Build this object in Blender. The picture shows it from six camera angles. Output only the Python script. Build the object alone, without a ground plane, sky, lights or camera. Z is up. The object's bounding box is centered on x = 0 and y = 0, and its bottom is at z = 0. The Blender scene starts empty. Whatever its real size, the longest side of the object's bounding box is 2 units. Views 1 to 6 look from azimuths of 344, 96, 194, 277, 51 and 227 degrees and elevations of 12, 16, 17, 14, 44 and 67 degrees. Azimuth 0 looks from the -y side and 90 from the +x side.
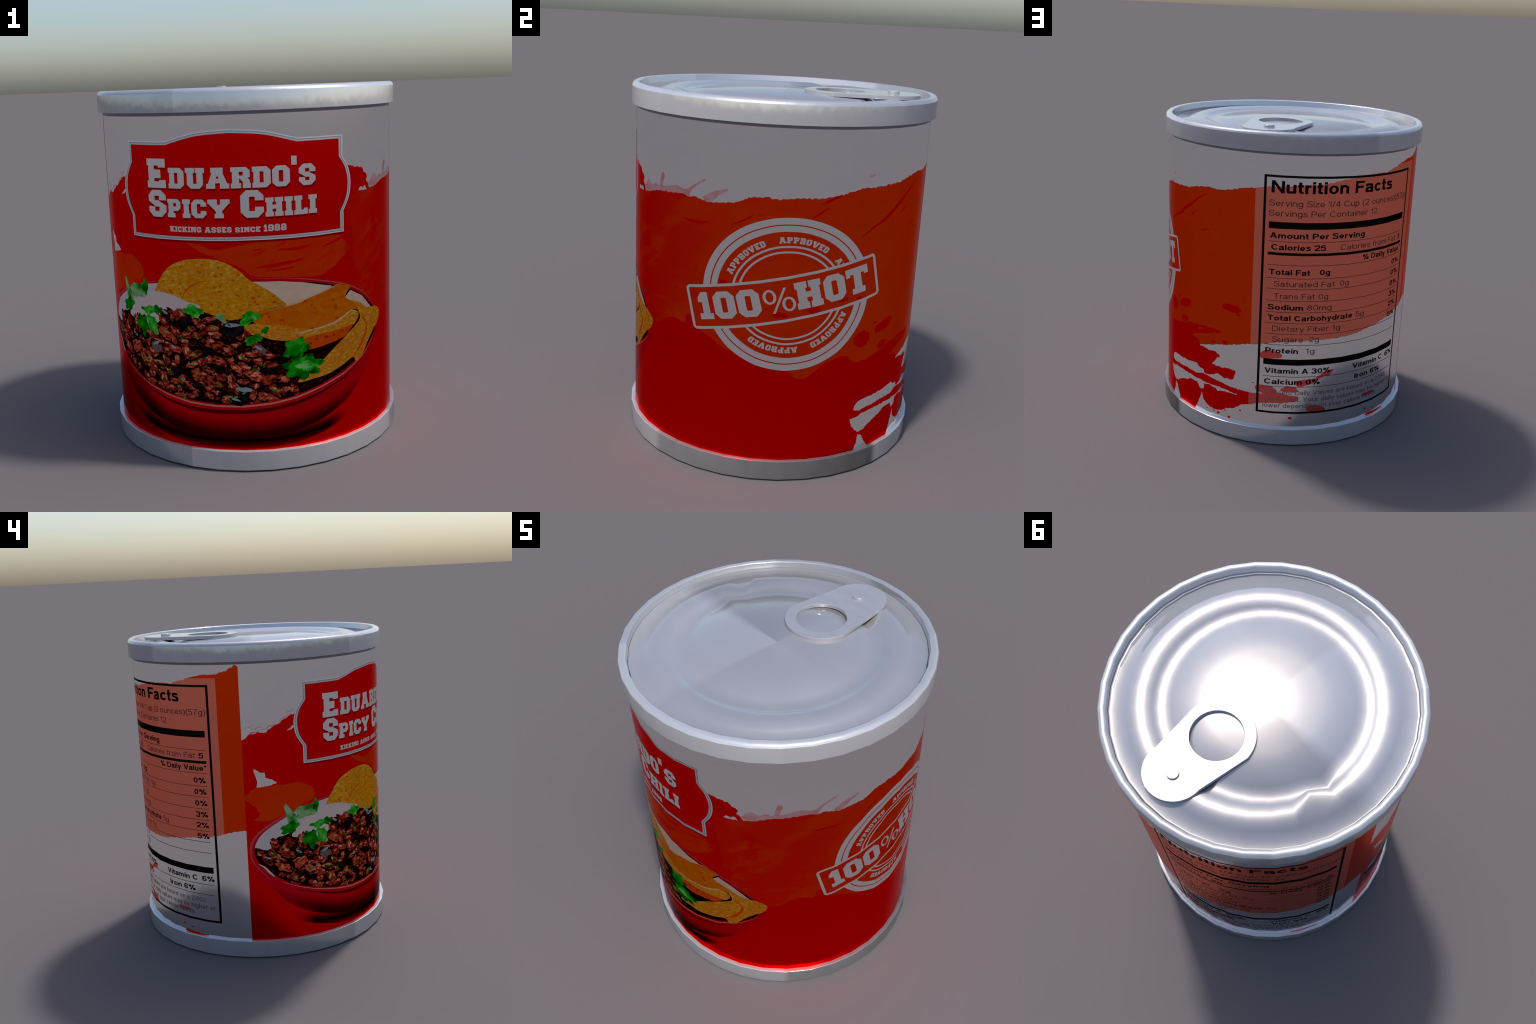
import bpy, bmesh, math, random
import numpy as np
from mathutils import Vector, noise, Matrix
from mathutils.geometry import delaunay_2d_cdt

random.seed(7)
rng = random.Random(11)
TAU = math.tau
N = 36                      # the can is a 36-sided prism with smooth shading
STEP = 360.0 / N
R_RIM, R_LABEL = 0.850, 0.8265
K = 0.01303                 # artwork unit per degree round the can: circles of the print look round with it


# ------------------------------------------------------------------ objects
def new_object(name, mesh, parent=None, material=None):
    ob = bpy.data.objects.new(name, mesh)
    bpy.context.scene.collection.objects.link(ob)
    if parent is not None:
        ob.parent = parent
    if material is not None and mesh is not None:
        mesh.materials.clear()
        mesh.materials.append(material)
    return ob


can = new_object("food_can", None)
can.empty_display_size = 0.3
can["label"] = "steel food can with red chili label and ring-pull lid"
can["category"] = "tin can"


# ------------------------------------------------------------------ node helpers
class Tree:
    def __init__(self, name):
        self.mat = bpy.data.materials.new(name)
        self.mat.use_nodes = True
        self.nt = self.mat.node_tree
        self.bsdf = self.nt.nodes["Principled BSDF"]
        self.bsdf.inputs["Metallic"].default_value = 1.0
        self.coord = None

    def node(self, kind, **props):
        n = self.nt.nodes.new(kind)
        for k, v in props.items():
            setattr(n, k, v)
        return n

    def link(self, a, b):
        self.nt.links.new(a, b)

    def put(self, socket, value):
        if hasattr(value, "is_output"):
            self.link(value, socket)
        else:
            socket.default_value = value

    def math(self, op, a, b=0.0, clamp=False):
        n = self.node("ShaderNodeMath", operation=op, use_clamp=clamp)
        self.put(n.inputs[0], a)
        self.put(n.inputs[1], b)
        return n.outputs[0]

    def object_xyz(self):
        if self.coord is None:
            t = self.node("ShaderNodeTexCoord")
            s = self.node("ShaderNodeSeparateXYZ")
            self.link(t.outputs["Object"], s.inputs[0])
            self.coord = (t.outputs["Object"], s.outputs[0], s.outputs[1], s.outputs[2])
        return self.coord

    def art(self):
        """flat artwork coordinates (degrees round the can times K, height, 0)"""
        o, x, y, z = self.object_xyz()
        a = self.math("MULTIPLY", self.math("ARCTAN2", y, x), 180 / math.pi * K)
        c = self.node("ShaderNodeCombineXYZ")
        self.link(a, c.inputs[0])
        self.link(z, c.inputs[1])
        return c.outputs[0], a, z

    def mapped(self, vec, scale=(1, 1, 1), rot=0.0, loc=(0, 0, 0)):
        m = self.node("ShaderNodeMapping")
        m.inputs["Scale"].default_value = scale
        m.inputs["Rotation"].default_value = (0, 0, rot)
        m.inputs["Location"].default_value = loc
        self.link(vec, m.inputs["Vector"])
        return m.outputs[0]

    def noise(self, vec, scale, detail=3.0, rough=0.55, distortion=0.0):
        n = self.node("ShaderNodeTexNoise")
        n.inputs["Scale"].default_value = scale
        n.inputs["Detail"].default_value = detail
        n.inputs["Roughness"].default_value = rough
        n.inputs["Distortion"].default_value = distortion
        self.link(vec, n.inputs["Vector"])
        return n.outputs["Fac"]

    def voronoi(self, vec, scale):
        n = self.node("ShaderNodeTexVoronoi")
        n.inputs["Scale"].default_value = scale
        self.link(vec, n.inputs["Vector"])
        return n.outputs["Distance"]

    def ramp(self, fac, stops, interp="LINEAR"):
        n = self.node("ShaderNodeValToRGB")
        cr = n.color_ramp
        cr.interpolation = interp
        while len(cr.elements) < len(stops):
            cr.elements.new(0.5)
        for e, (p, c) in zip(cr.elements, stops):
            e.position = p
            e.color = (*c, 1) if len(c) == 3 else c
        self.put(n.inputs[0], fac)
        return n.outputs[0]

    def mask(self, fac, lo, hi):
        return self.ramp(fac, [(lo, (0, 0, 0)), (hi, (1, 1, 1))])

    def mix(self, fac, a, b, blend="MIX"):
        n = self.node("ShaderNodeMix", data_type="RGBA", blend_type=blend)
        self.put(n.inputs[0], fac)
        self.put(n.inputs[6], a if hasattr(a, "is_output") else (*a, 1))
        self.put(n.inputs[7], b if hasattr(b, "is_output") else (*b, 1))
        return n.outputs[2]

    def done(self, color, rough=0.3, bump=None, strength=0.1, distance=0.01):
        self.put(self.bsdf.inputs["Base Color"], color if hasattr(color, "is_output") else (*color, 1))
        self.put(self.bsdf.inputs["Roughness"], rough)
        if hasattr(color, "is_output"):               # keep the ink colour towards the edges of the can
            below = self.node("ShaderNodeVectorMath", operation="MULTIPLY_ADD")
            self.link(color, below.inputs[0])
            below.inputs[1].default_value = (0.537,) * 3
            below.inputs[2].default_value = (0.463,) * 3
            div = self.node("ShaderNodeVectorMath", operation="DIVIDE")
            over = self.node("ShaderNodeVectorMath", operation="MULTIPLY_ADD")
            self.link(color, over.inputs[0])
            over.inputs[1].default_value = (0.82,) * 3
            over.inputs[2].default_value = (0.18,) * 3
            self.link(over.outputs[0], div.inputs[0])
            self.link(below.outputs[0], div.inputs[1])
            self.link(div.outputs[0], self.bsdf.inputs["Specular Tint"])
        else:
            self.bsdf.inputs["Specular Tint"].default_value = (*[(0.82 * c + 0.18) / (0.537 * c + 0.463) for c in color], 1)
        if bump is not None:
            b = self.node("ShaderNodeBump")
            b.inputs["Strength"].default_value = strength
            b.inputs["Distance"].default_value = distance
            self.link(bump, b.inputs["Height"])
            self.link(b.outputs[0], self.bsdf.inputs["Normal"])
        return self.mat


WHITE = (0.97, 0.97, 0.97)
RED = (0.95, 0.0008, 0.0008)
ORANGE = (0.92, 0.058, 0.0015)
SMOOTH_INK, RED_INK = 0.12, 0.20


def plain_ink(name, color, rough=RED_INK):
    """printed metal foil: the ink tints a shiny metal sheet; a trace of grain"""
    t = Tree(name)
    vec, a, z = t.art()
    g = t.noise(vec, 55, 2)
    c = t.mix(t.mask(g, 0.3, 0.7), tuple(x * 0.965 for x in color), color)
    return t.done(c, rough)


def steel(name, base, dark, rough=0.13, streak=0.05, quarters=None):
    """rolled sheet steel, a little dulled: four quarters of different tone split at the texture seams, slanting rub marks"""
    t = Tree(name)
    t.bsdf.inputs["Metallic"].default_value = 0.55
    vec, a, z = t.art()
    turn = t.math("DIVIDE", t.math("ADD", a, 130 * K), 360 * K)
    turn = t.math("FRACT", t.math("ADD", turn, 1.0))
    q = quarters or [(0.9, 0.9), (0.8, 0.9), (0.85, 0.7), (0.7, 0.9)]
    stops = []
    for i, (v0, v1) in enumerate(q):
        stops += [(i / 4 + 0.0005 * (i > 0), (v0,) * 3), ((i + 1) / 4 - 0.0005, (v1,) * 3)]
    tone = t.ramp(turn, stops)
    rub = t.noise(t.mapped(vec, (5, 3.0, 1), 0.7), 3.0, 3)
    fac = t.math("SUBTRACT", tone, t.math("MULTIPLY", t.mask(rub, 0.45, 0.8), 0.08), True)
    c = t.mix(fac, dark, base)
    r = t.math("ADD", rough, t.math("MULTIPLY", rub, streak))
    dent = t.noise(t.mapped(vec, (3.5, 1.6, 1), 0.75), 4.0, 2)
    return t.done(c, r, dent, 0.10, 0.02)


# ------------------------------------------------------------------ lathed metal parts
def lathe(name, profile, material, parent, closed_ends=(False, False), turns=N):
    """profile: (radius, height, normal before, normal after); normal angles in degrees, 0 = outwards, 90 = up"""
    verts, faces, loops = [], [], []
    for i in range(turns):
        a = math.radians(i * 360 / turns)
        for r, z, *_ in profile:
            verts.append((r * math.cos(a), r * math.sin(a), z))
    m = len(profile)
    for i in range(turns):
        j = (i + 1) % turns
        for k in range(m - 1):
            faces.append((i * m + k, j * m + k, j * m + k + 1, i * m + k + 1))
            for col, row in ((i, k), (i + 1, k), (i + 1, k + 1), (i, k + 1)):
                ang = math.radians(profile[row][3] if row == k else profile[row][2])
                a = math.radians(col * 360 / turns)
                loops.append((math.cos(ang) * math.cos(a), math.cos(ang) * math.sin(a), math.sin(ang)))
    for end, row in zip(closed_ends, (0, m - 1)):
        if end:
            ring = [i * m + row for i in range(turns)]
            down = row == 0
            faces.append(tuple(reversed(ring)) if down else tuple(ring))
            loops += [(0, 0, -1 if down else 1)] * turns
    me = bpy.data.meshes.new(name)
    me.from_pydata(verts, [], faces)
    me.polygons.foreach_set("use_smooth", [True] * len(faces))
    me.update()
    me.normals_split_custom_set(loops)
    return new_object(name, me, parent, material)


rim_steel = steel("rim_steel", (0.70, 0.70, 0.71), (0.40, 0.40, 0.42), 0.09, 0.05, [(0.70, 1.0), (0.85, 0.50), (0.35, 0.12), (0.50, 0.40)])
base_steel = steel("base_steel", (0.66, 0.66, 0.67), (0.13, 0.13, 0.135), 0.10, 0.05, [(0.92, 0.75), (0.40, 0.06), (0.72, 0.75), (0.78, 0.66)])
neck_steel = steel("seam_steel", (0.24, 0.23, 0.26), (0.15, 0.15, 0.17), 0.15, 0.1)  # darker steel tone for the narrow band under the top rim

top_rim = lathe("top_rim", [
    (0.8275, 1.8770, -90, -90), (0.8500, 1.8785, -88, 0), (0.8500, 1.9718, 4.8, 24), (0.8475, 1.9812, 38, 38),
    (0.8400, 1.9895, 62, 62), (0.8290, 1.9930, 86, 86), (0.8170, 1.9925, 104, 104), (0.8060, 1.9885, 140, 168),
    (0.7990, 1.9540, 168, 168), (0.7960, 1.9515, 130, 130)], rim_steel, can)
lathe("rim_seam", [(0.8268, 1.8612, -8, -8), (0.8268, 1.8780, -30, -30)], neck_steel, can)
bottom_rim = lathe("bottom_rim", [
    (0.8420, 0.0000, -60, -60), (0.8500, 0.0080, -35, -4), (0.8500, 0.1108, 0, 60), (0.8440, 0.1128, 82, 86),
    (0.8330, 0.1130, 90, 92), (0.8255, 0.1118, 100, 100)], base_steel, can, closed_ends=(True, False))


# ------------------------------------------------------------------ lid: concentric beads with one dent in them
def build_lid():
    rings = [(0.7975, 1.9560), (0.7880, 1.9450), (0.7050, 1.9550), (0.6360, 1.9730), (0.5740, 1.9575), (0.5300, 1.9465), (0.4740, 1.9580), (0.3000, 1.9680)]
    lean = (-25, 3, 25, 0, -20, 0, 19, 6)               # outward lean of the surface on each ring, degrees
    verts, faces = [], []
    for i in range(N):
        az = i * STEP
        for n, (r, z) in enumerate(rings):
            # the dent: at 160 degrees the crest is pushed in, at 170 the trough is pulled out to meet it
            if i == 16 and n == 3:
                r, z = r - 0.066, z - 0.010
            if i == 16 and n == 4:
                r, z = r - 0.034, z - 0.006
            if i == 17 and n in (5, 6):
                r, z = r + (0.034, 0.030)[n - 5], z + 0.002
            if i == 17 and n == 4:
                r = r + 0.010
            # finger recess beside the pull tab
            if i in (7, 8, 9, 10) and n in (4, 5):
                z -= (0.016, 0.020)[n - 4]
            verts.append((r * math.cos(math.radians(az)), r * math.sin(math.radians(az)), z))
    m = len(rings)
    verts.append((0, 0, 1.9710))
    for i in range(N):
        j = (i + 1) % N
        for k in range(m - 1):
            faces.append((i * m + k, j * m + k, j * m + k + 1, i * m + k + 1))
        faces.append((i * m + m - 1, j * m + m - 1, N * m))
    me = bpy.data.meshes.new("lid")
    me.from_pydata(verts, [], faces)
    me.polygons.foreach_set("use_smooth", [True] * len(faces))
    me.update()
    normals = [tuple(v.normal) for v in me.vertices]
    for i in range(N):
        for k, deg in enumerate(lean):
            a, d = math.radians(i * STEP), math.radians(deg)
            normals[i * m + k] = (math.sin(d) * math.cos(a), math.sin(d) * math.sin(a), math.cos(d))
    normals[-1] = (0.045, 0.045, 0.998)
    me.normals_split_custom_set_from_vertices(normals)
    t = Tree("lid_steel")
    t.bsdf.inputs["Metallic"].default_value = 0.55
    vec, a, z = t.art()
    o = t.object_xyz()[0]
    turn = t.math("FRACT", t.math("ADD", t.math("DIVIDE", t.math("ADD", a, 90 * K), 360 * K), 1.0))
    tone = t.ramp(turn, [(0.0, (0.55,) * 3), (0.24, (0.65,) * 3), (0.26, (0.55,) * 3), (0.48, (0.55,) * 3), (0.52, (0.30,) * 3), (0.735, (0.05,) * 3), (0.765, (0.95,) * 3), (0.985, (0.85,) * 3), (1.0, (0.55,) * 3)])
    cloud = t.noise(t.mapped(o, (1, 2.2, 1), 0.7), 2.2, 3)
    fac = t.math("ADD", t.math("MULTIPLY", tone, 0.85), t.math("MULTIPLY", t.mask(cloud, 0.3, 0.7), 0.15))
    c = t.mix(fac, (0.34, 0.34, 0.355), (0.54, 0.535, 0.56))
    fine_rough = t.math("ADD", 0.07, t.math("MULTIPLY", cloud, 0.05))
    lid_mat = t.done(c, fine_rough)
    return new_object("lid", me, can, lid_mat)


build_lid()


# ------------------------------------------------------------------ pull tab
def build_tab():
    big, small = (0.0, 0.3125, 0.2), (0.003, 0.592, 0.163)
    d = small[1] - big[1]
    lean = math.asin((big[2] - small[2]) / d)
    outline = []
    for k in range(33):
        a = -math.pi - lean + (math.pi + 2 * lean) * k / 32
        a = math.pi + lean + (math.pi - 2 * lean) * k / 32
        outline.append((big[0] + big[2] * math.cos(a), big[1] + big[2] * math.sin(a)))
    for k in range(33):
        a = -lean + (math.pi + 2 * lean) * k / 32
        outline.append((small[0] + small[2] * math.cos(a), small[1] + small[2] * math.sin(a)))
    hole = [(0.001 + 0.139 * math.cos(TAU * k / 48), 0.3135 + 0.139 * math.sin(TAU * k / 48)) for k in range(48)]
    cu = bpy.data.curves.new("pull_tab", "CURVE")
    cu.dimensions, cu.fill_mode = "2D", "BOTH"
    cu.extrude, cu.bevel_depth, cu.bevel_resolution, cu.offset = 0.0085, 0.0025, 1, -0.0025
    for ring in (outline, hole):
        s = cu.splines.new("POLY")
        s.points.add(len(ring) - 1)
        for p, (x, y) in zip(s.points, ring):
            p.co = (x, y, 0, 1)
        s.use_cyclic_u = True
    tmp = bpy.data.objects.new("tmp", cu)
    bpy.context.scene.collection.objects.link(tmp)
    me = bpy.data.meshes.new_from_object(tmp.evaluated_get(bpy.context.evaluated_depsgraph_get()))
    bpy.data.objects.remove(tmp)
    bpy.data.curves.remove(cu)
    bm = bmesh.new()
    bm.from_mesh(me)
    bmesh.ops.remove_doubles(bm, verts=bm.verts, dist=1e-5)
    bm.to_mesh(me)
    bm.free()
    me.name = "pull_tab"
    t = Tree("tab_steel")
    t.bsdf.inputs["Metallic"].default_value = 0.55
    o = t.object_xyz()[0]
    g = t.noise(t.mapped(o, (1, 3, 1), 0.4), 6, 3)
    mat = t.done(t.mix(t.mask(g, 0.3, 0.7), (0.47, 0.465, 0.485), (0.52, 0.515, 0.535)), t.math("ADD", 0.07, t.math("MULTIPLY", g, 0.05)))
    tab = new_object("pull_tab", me, can, mat)
    tab.location = (0.009, 0, 1.9765)
    me.polygons.foreach_set("use_smooth", [True] * len(me.polygons))
    me.set_sharp_from_angle(angle=math.radians(14))
    prof = [(0.0330, 1.984, 0, 0), (0.0330, 1.9965, 0, 20), (0.0300, 1.9995, 70, 90), (0.0001, 2.0, 90, 90)]
    rivet = lathe("rivet", prof, mat, tab, turns=24)
    rivet.location = (-0.004, 0.607, -1.9765)
    return tab


build_tab()


# ------------------------------------------------------------------ flat artwork: curves, rough edges, 2D set operations
def A(pts):
    """(degrees round the can, height) -> artwork plane"""
    return [(a * K, z) for a, z in pts]


def spline(pts, closed=True, per=6):
    pts = [Vector(p) for p in pts]
    n = len(pts)
    out = []
    for i in range(n if closed else n - 1):
        p1, p2 = pts[i], pts[(i + 1) % n]
        p0 = pts[i - 1] if closed or i > 0 else p1
        p3 = pts[(i + 2) % n] if closed or i + 2 < n else p2
        for k in range(per):
            t = k / per
            out.append(0.5 * (2 * p1 + (p2 - p0) * t + (2 * p0 - 5 * p1 + 4 * p2 - p3) * t * t + (3 * p1 - p0 - 3 * p2 + p3) * t ** 3))
    if not closed:
        out.append(pts[-1])
    return [(p.x, p.y) for p in out]


def resample(pts, step, closed=True):
    pts = list(pts) + ([pts[0]] if closed else [])
    out = []
    for (x0, y0), (x1, y1) in zip(pts, pts[1:]):
        n = max(1, int(math.hypot(x1 - x0, y1 - y0) / step))
        out += [(x0 + (x1 - x0) * k / n, y0 + (y1 - y0) * k / n) for k in range(n)]
    return out if closed else out + [pts[-1]]


def torn(pts, amp, step=0.006, seed=0, closed=True, grain=55.0):
    """ragged torn-paper edge: fractal noise pushes the line to either side"""
    pts = resample(pts, step, closed)
    out, n = [], len(pts)
    for i, (x, y) in enumerate(pts):
        if not closed and i in (0, n - 1):
            out.append((x, y))
            continue
        (xa, ya), (xb, yb) = pts[i - 1], pts[(i + 1) % n]
        d = math.hypot(xb - xa, yb - ya) or 1
        v = noise.fractal(Vector((x * grain, y * grain, seed * 7.3)), 0.9, 2.1, 4) * amp
        out.append((x - (yb - ya) / d * v, y + (xb - xa) / d * v))
    return out


def stroke(pts, width, taper=False, closed=False):
    """a line of constant or tapering width as a closed outline"""
    left, right, n = [], [], len(pts)
    for i, (x, y) in enumerate(pts):
        (xa, ya), (xb, yb) = pts[max(0, i - 1)], pts[min(n - 1, i + 1)]
        d = math.hypot(xb - xa, yb - ya) or 1
        w = width / 2 * ((math.sin(math.pi * (i + 0.3) / (n - 0.4)) * 0.95 + 0.05) if taper else 1)
        left.append((x - (yb - ya) / d * w, y + (xb - xa) / d * w))
        right.append((x + (yb - ya) / d * w, y - (xb - xa) / d * w))
    return left + right[::-1]


def ellipse(cx, cy, rx, ry, rot=0.0, n=48):
    c, s = math.cos(rot), math.sin(rot)
    return [(cx + rx * math.cos(TAU * k / n) * c - ry * math.sin(TAU * k / n) * s,
             cy + rx * math.cos(TAU * k / n) * s + ry * math.sin(TAU * k / n) * c) for k in range(n)]


def box(x0, y0, x1, y1, chamfer=0.0):
    c = chamfer
    if not c:
        return [(x0, y0), (x1, y0), (x1, y1), (x0, y1)]
    return [(x0 + c, y0), (x1 - c, y0), (x1, y0 + c), (x1, y1 - c), (x1 - c, y1), (x0 + c, y1), (x0, y1 - c), (x0, y0 + c)]


def inside(points, poly):
    x, y = points[:, 0], points[:, 1]
    p = np.asarray(poly, float)
    q = np.roll(p, -1, 0)
    hit = np.zeros(len(x), bool)
    for (x0, y0), (x1, y1) in zip(p, q):
        if y0 != y1:
            hit ^= ((y0 > y) != (y1 > y)) & (x < (x1 - x0) * (y - y0) / (y1 - y0) + x0)
    return hit


def region(rule, *polys):
    """triangles of the plane where rule(mask of each polygon) holds, cut at the corners of the can"""
    pts, edges = [], []
    for poly in polys:
        b, n = len(pts), len(poly)
        pts += [Vector(p) for p in poly]
        edges += [(b + i, b + (i + 1) % n) for i in range(n)]
    xs, ys = [p.x for p in pts], [p.y for p in pts]
    w = STEP * K
    for i in range(math.ceil(min(xs) / w), math.floor(max(xs) / w) + 1):
        b = len(pts)
        pts += [Vector((i * w, min(ys) - 0.01)), Vector((i * w, max(ys) + 0.01))]
        edges.append((b, b + 1))
    v, _, f, *_ = delaunay_2d_cdt(pts, edges, [], 0, 1e-6)
    xy = np.array([(p.x, p.y) for p in v])
    tri = np.array([t for t in f if len(t) == 3])
    mid = xy[tri].mean(1)
    keep = rule(*[inside(mid, p) for p in polys])
    tri = tri[keep]
    e1, e2 = xy[tri[:, 1]] - xy[tri[:, 0]], xy[tri[:, 2]] - xy[tri[:, 0]]
    tri = tri[np.abs(e1[:, 0] * e2[:, 1] - e1[:, 1] * e2[:, 0]) > 1e-10]
    used = np.unique(tri)
    back = {u: i for i, u in enumerate(used)}
    return [tuple(p) for p in xy[used]], [tuple(back[i] for i in t) for t in tri]


def union(*polys):
    return region(lambda *m: np.logical_or.reduce(m), *polys)


def built(ops):
    """list of (+1 or -1, polygon) painted one over the other"""
    def rule(*masks):
        on = np.zeros(len(masks[0]), bool)
        for (sign, _), m in zip(ops, masks):
            on = on | m if sign > 0 else on & ~m
        return on
    return region(rule, *[p for _, p in ops])


def wrap(name, flat, lift, material, parent):
    """roll flat artwork round the can; `lift` stacks the ink layers, each a hair proud of the last"""
    verts2, faces = flat
    r0 = R_LABEL + lift * 0.00014
    verts, normals = [], []
    for x, y in verts2:
        az = x / K
        d = az - (math.floor(az / STEP + 1e-7) * STEP + STEP / 2)
        r = r0 * math.cos(math.radians(STEP / 2)) / math.cos(math.radians(d))
        a = math.radians(az)
        verts.append((r * math.cos(a), r * math.sin(a), y))
        normals.append((math.cos(a), math.sin(a), 0))
    out = []
    for t in faces:
        (x0, y0), (x1, y1), (x2, y2) = (verts2[i] for i in t[:3])
        area = sum(verts2[t[i]][0] * verts2[t[(i + 1) % len(t)]][1] - verts2[t[(i + 1) % len(t)]][0] * verts2[t[i]][1] for i in range(len(t)))
        out.append(t if area > 0 else tuple(reversed(t)))
    me = bpy.data.meshes.new(name)
    me.from_pydata(verts, [], out)
    me.polygons.foreach_set("use_smooth", [True] * len(out))
    me.update()
    me.normals_split_custom_set_from_vertices(normals)
    return new_object(name, me, parent, material)


# ------------------------------------------------------------------ the label sheet
def label_material():
    t = Tree("label_foil")
    vec, a, z = t.art()
    g = t.noise(t.mapped(vec, (2.0, 6.0, 1), 0.5), 5, 4)
    c = t.mix(t.mask(g, 0.66, 0.8), WHITE, (0.95, 0.93, 0.93))
    return t.done(c, SMOOTH_INK)


white_ink = plain_ink("white_ink", WHITE, SMOOTH_INK)
label = lathe("label", [(R_LABEL, 0.1120, 0, 0), (R_LABEL, 1.8615, 0, 0)], label_material(), can)
red_ink = plain_ink("red_ink", RED)
pink_ink = plain_ink("pale_red_ink", (0.95, 0.14, 0.12), 0.25)
tan_ink = plain_ink("tan_ink", (0.95, 0.245, 0.16), 0.28)
black_ink = plain_ink("black_ink", (0.012, 0.008, 0.009), 0.35)
grey_ink = plain_ink("grey_ink", (0.22, 0.22, 0.25), 0.3)
body_ink = plain_ink("text_ink", (0.07, 0.04, 0.04), 0.35)


def orange_material():
    """orange paint rubbed over red: red shows through in slanting streaks, most of all by the picture"""
    t = Tree("orange_ink")
    vec, a, z = t.art()
    streaks = t.noise(t.mapped(t.mapped(vec, (1, 1, 1), -0.55), (1.6, 6.0, 1)), 3.0, 5, 0.6, 0.8)
    blots = t.noise(vec, 6.5, 4, 0.6, 0.4)
    veil = t.noise(t.mapped(t.mapped(vec, (1, 1, 1), -0.4), (1.2, 2.6, 1)), 2.4, 5, 0.6, 0.5)
    deg = t.math("DIVIDE", a, K)
    near = t.ramp(t.math("DIVIDE", t.math("ADD", deg, 180), 360),
                  [(0.0, (0.25,) * 3), (0.305, (0.35,) * 3), (0.316, (1.1,) * 3), (0.335, (0.85,) * 3), (0.42, (0.62,) * 3), (0.47, (0.40,) * 3), (0.56, (0.30,) * 3), (0.64, (0.12,) * 3), (0.72, (0.0,) * 3)])
    m1 = t.math("MULTIPLY", t.mask(t.math("ADD", streaks, t.math("MULTIPLY", near, 0.26)), 0.66, 0.80), 0.8)
    m2 = t.math("MULTIPLY", t.mask(t.math("ADD", blots, t.math("MULTIPLY", near, 0.22)), 0.72, 0.82), 0.9)
    m3 = t.math("MULTIPLY", t.mask(t.math("ADD", veil, t.math("MULTIPLY", near, 0.30)), 0.48, 0.75), 0.75)
    m3 = t.math("MULTIPLY", m3, t.math("MULTIPLY", near, 1.5, True))
    m = t.math("MAXIMUM", t.math("MAXIMUM", m1, m2), m3)
    return t.done(t.mix(m, ORANGE, RED), RED_INK)


orange_ink = orange_material()

# torn top edge of the orange paint, right round to the overlap of the label at 180 degrees
EDGE = [(-66.0, 1.425), (-58, 1.436), (-51.4, 1.446), (-42.5, 1.478), (-34.8, 1.484), (-30.2, 1.492), (-27.7, 1.480), (-25.5, 1.488), (-22.2, 1.479),
        (-18.1, 1.470), (-10.0, 1.484), (-4.4, 1.518), (1.0, 1.527), (5.8, 1.518), (11.5, 1.529), (17.3, 1.527), (21.2, 1.529), (26.9, 1.543),
        (31.6, 1.560), (36.9, 1.573), (46.0, 1.578), (53.8, 1.585), (59.2, 1.605), (66.7, 1.620), (72.6, 1.615), (77.9, 1.627), (83.9, 1.646),
        (92.7, 1.668), (108.4, 1.687), (117.2, 1.696), (123.9, 1.716), (132, 1.732), (142.0, 1.747), (147.9, 1.745), (153.6, 1.770), (161.8, 1.799),
        (171.1, 1.810), (175.3, 1.828), (178.6, 1.856), (180.0, 1.849)]
LOW = [(180.0, 0.838), (173.6, 0.829), (169.3, 0.812), (166.9, 0.800), (155.9, 0.776), (142.3, 0.746), (134.7, 0.725), (126.8, 0.719), (118.6, 0.716),
       (102.2, 0.702), (92.5, 0.676), (85.9, 0.660), (77.9, 0.632), (70, 0.606), (63.0, 0.577)]
LOW_RED = [(62.7, 0.577), (61.5, 0.604), (58.2, 0.620), (60.9, 0.643), (66, 0.668), (73.9, 0.698), (73.9, 0.713), (68, 0.703), (62.0, 0.678), (61.4, 0.693),
           (56.6, 0.700), (53, 0.685), (48, 0.66), (43, 0.642), (37.7, 0.640), (33.9, 0.686), (29.1, 0.680), (23.7, 0.640), (18.9, 0.588), (15.5, 0.577),
           (13, 0.60), (8, 0.66), (2, 0.69), (-4, 0.70), (-11, 0.715), (-17, 0.76), (-22, 0.80), (-26.9, 0.865), (-28.2, 0.805), (-32.4, 0.815), (-37.8, 0.801),
           (-43.1, 0.749), (-48.0, 0.748), (-52, 0.80), (-60.2, 0.93), (-63.5, 1.02), (-65, 1.2)]
edge = torn(A(EDGE), 0.0065, 0.0055, 3, False, 60)
low = torn(A(LOW), 0.006, 0.0055, 5, False, 60)
low_red = torn(spline(A(LOW_RED), False, 4), 0.007, 0.007, 9, False, 38)
orange = edge + low + low_red

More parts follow.
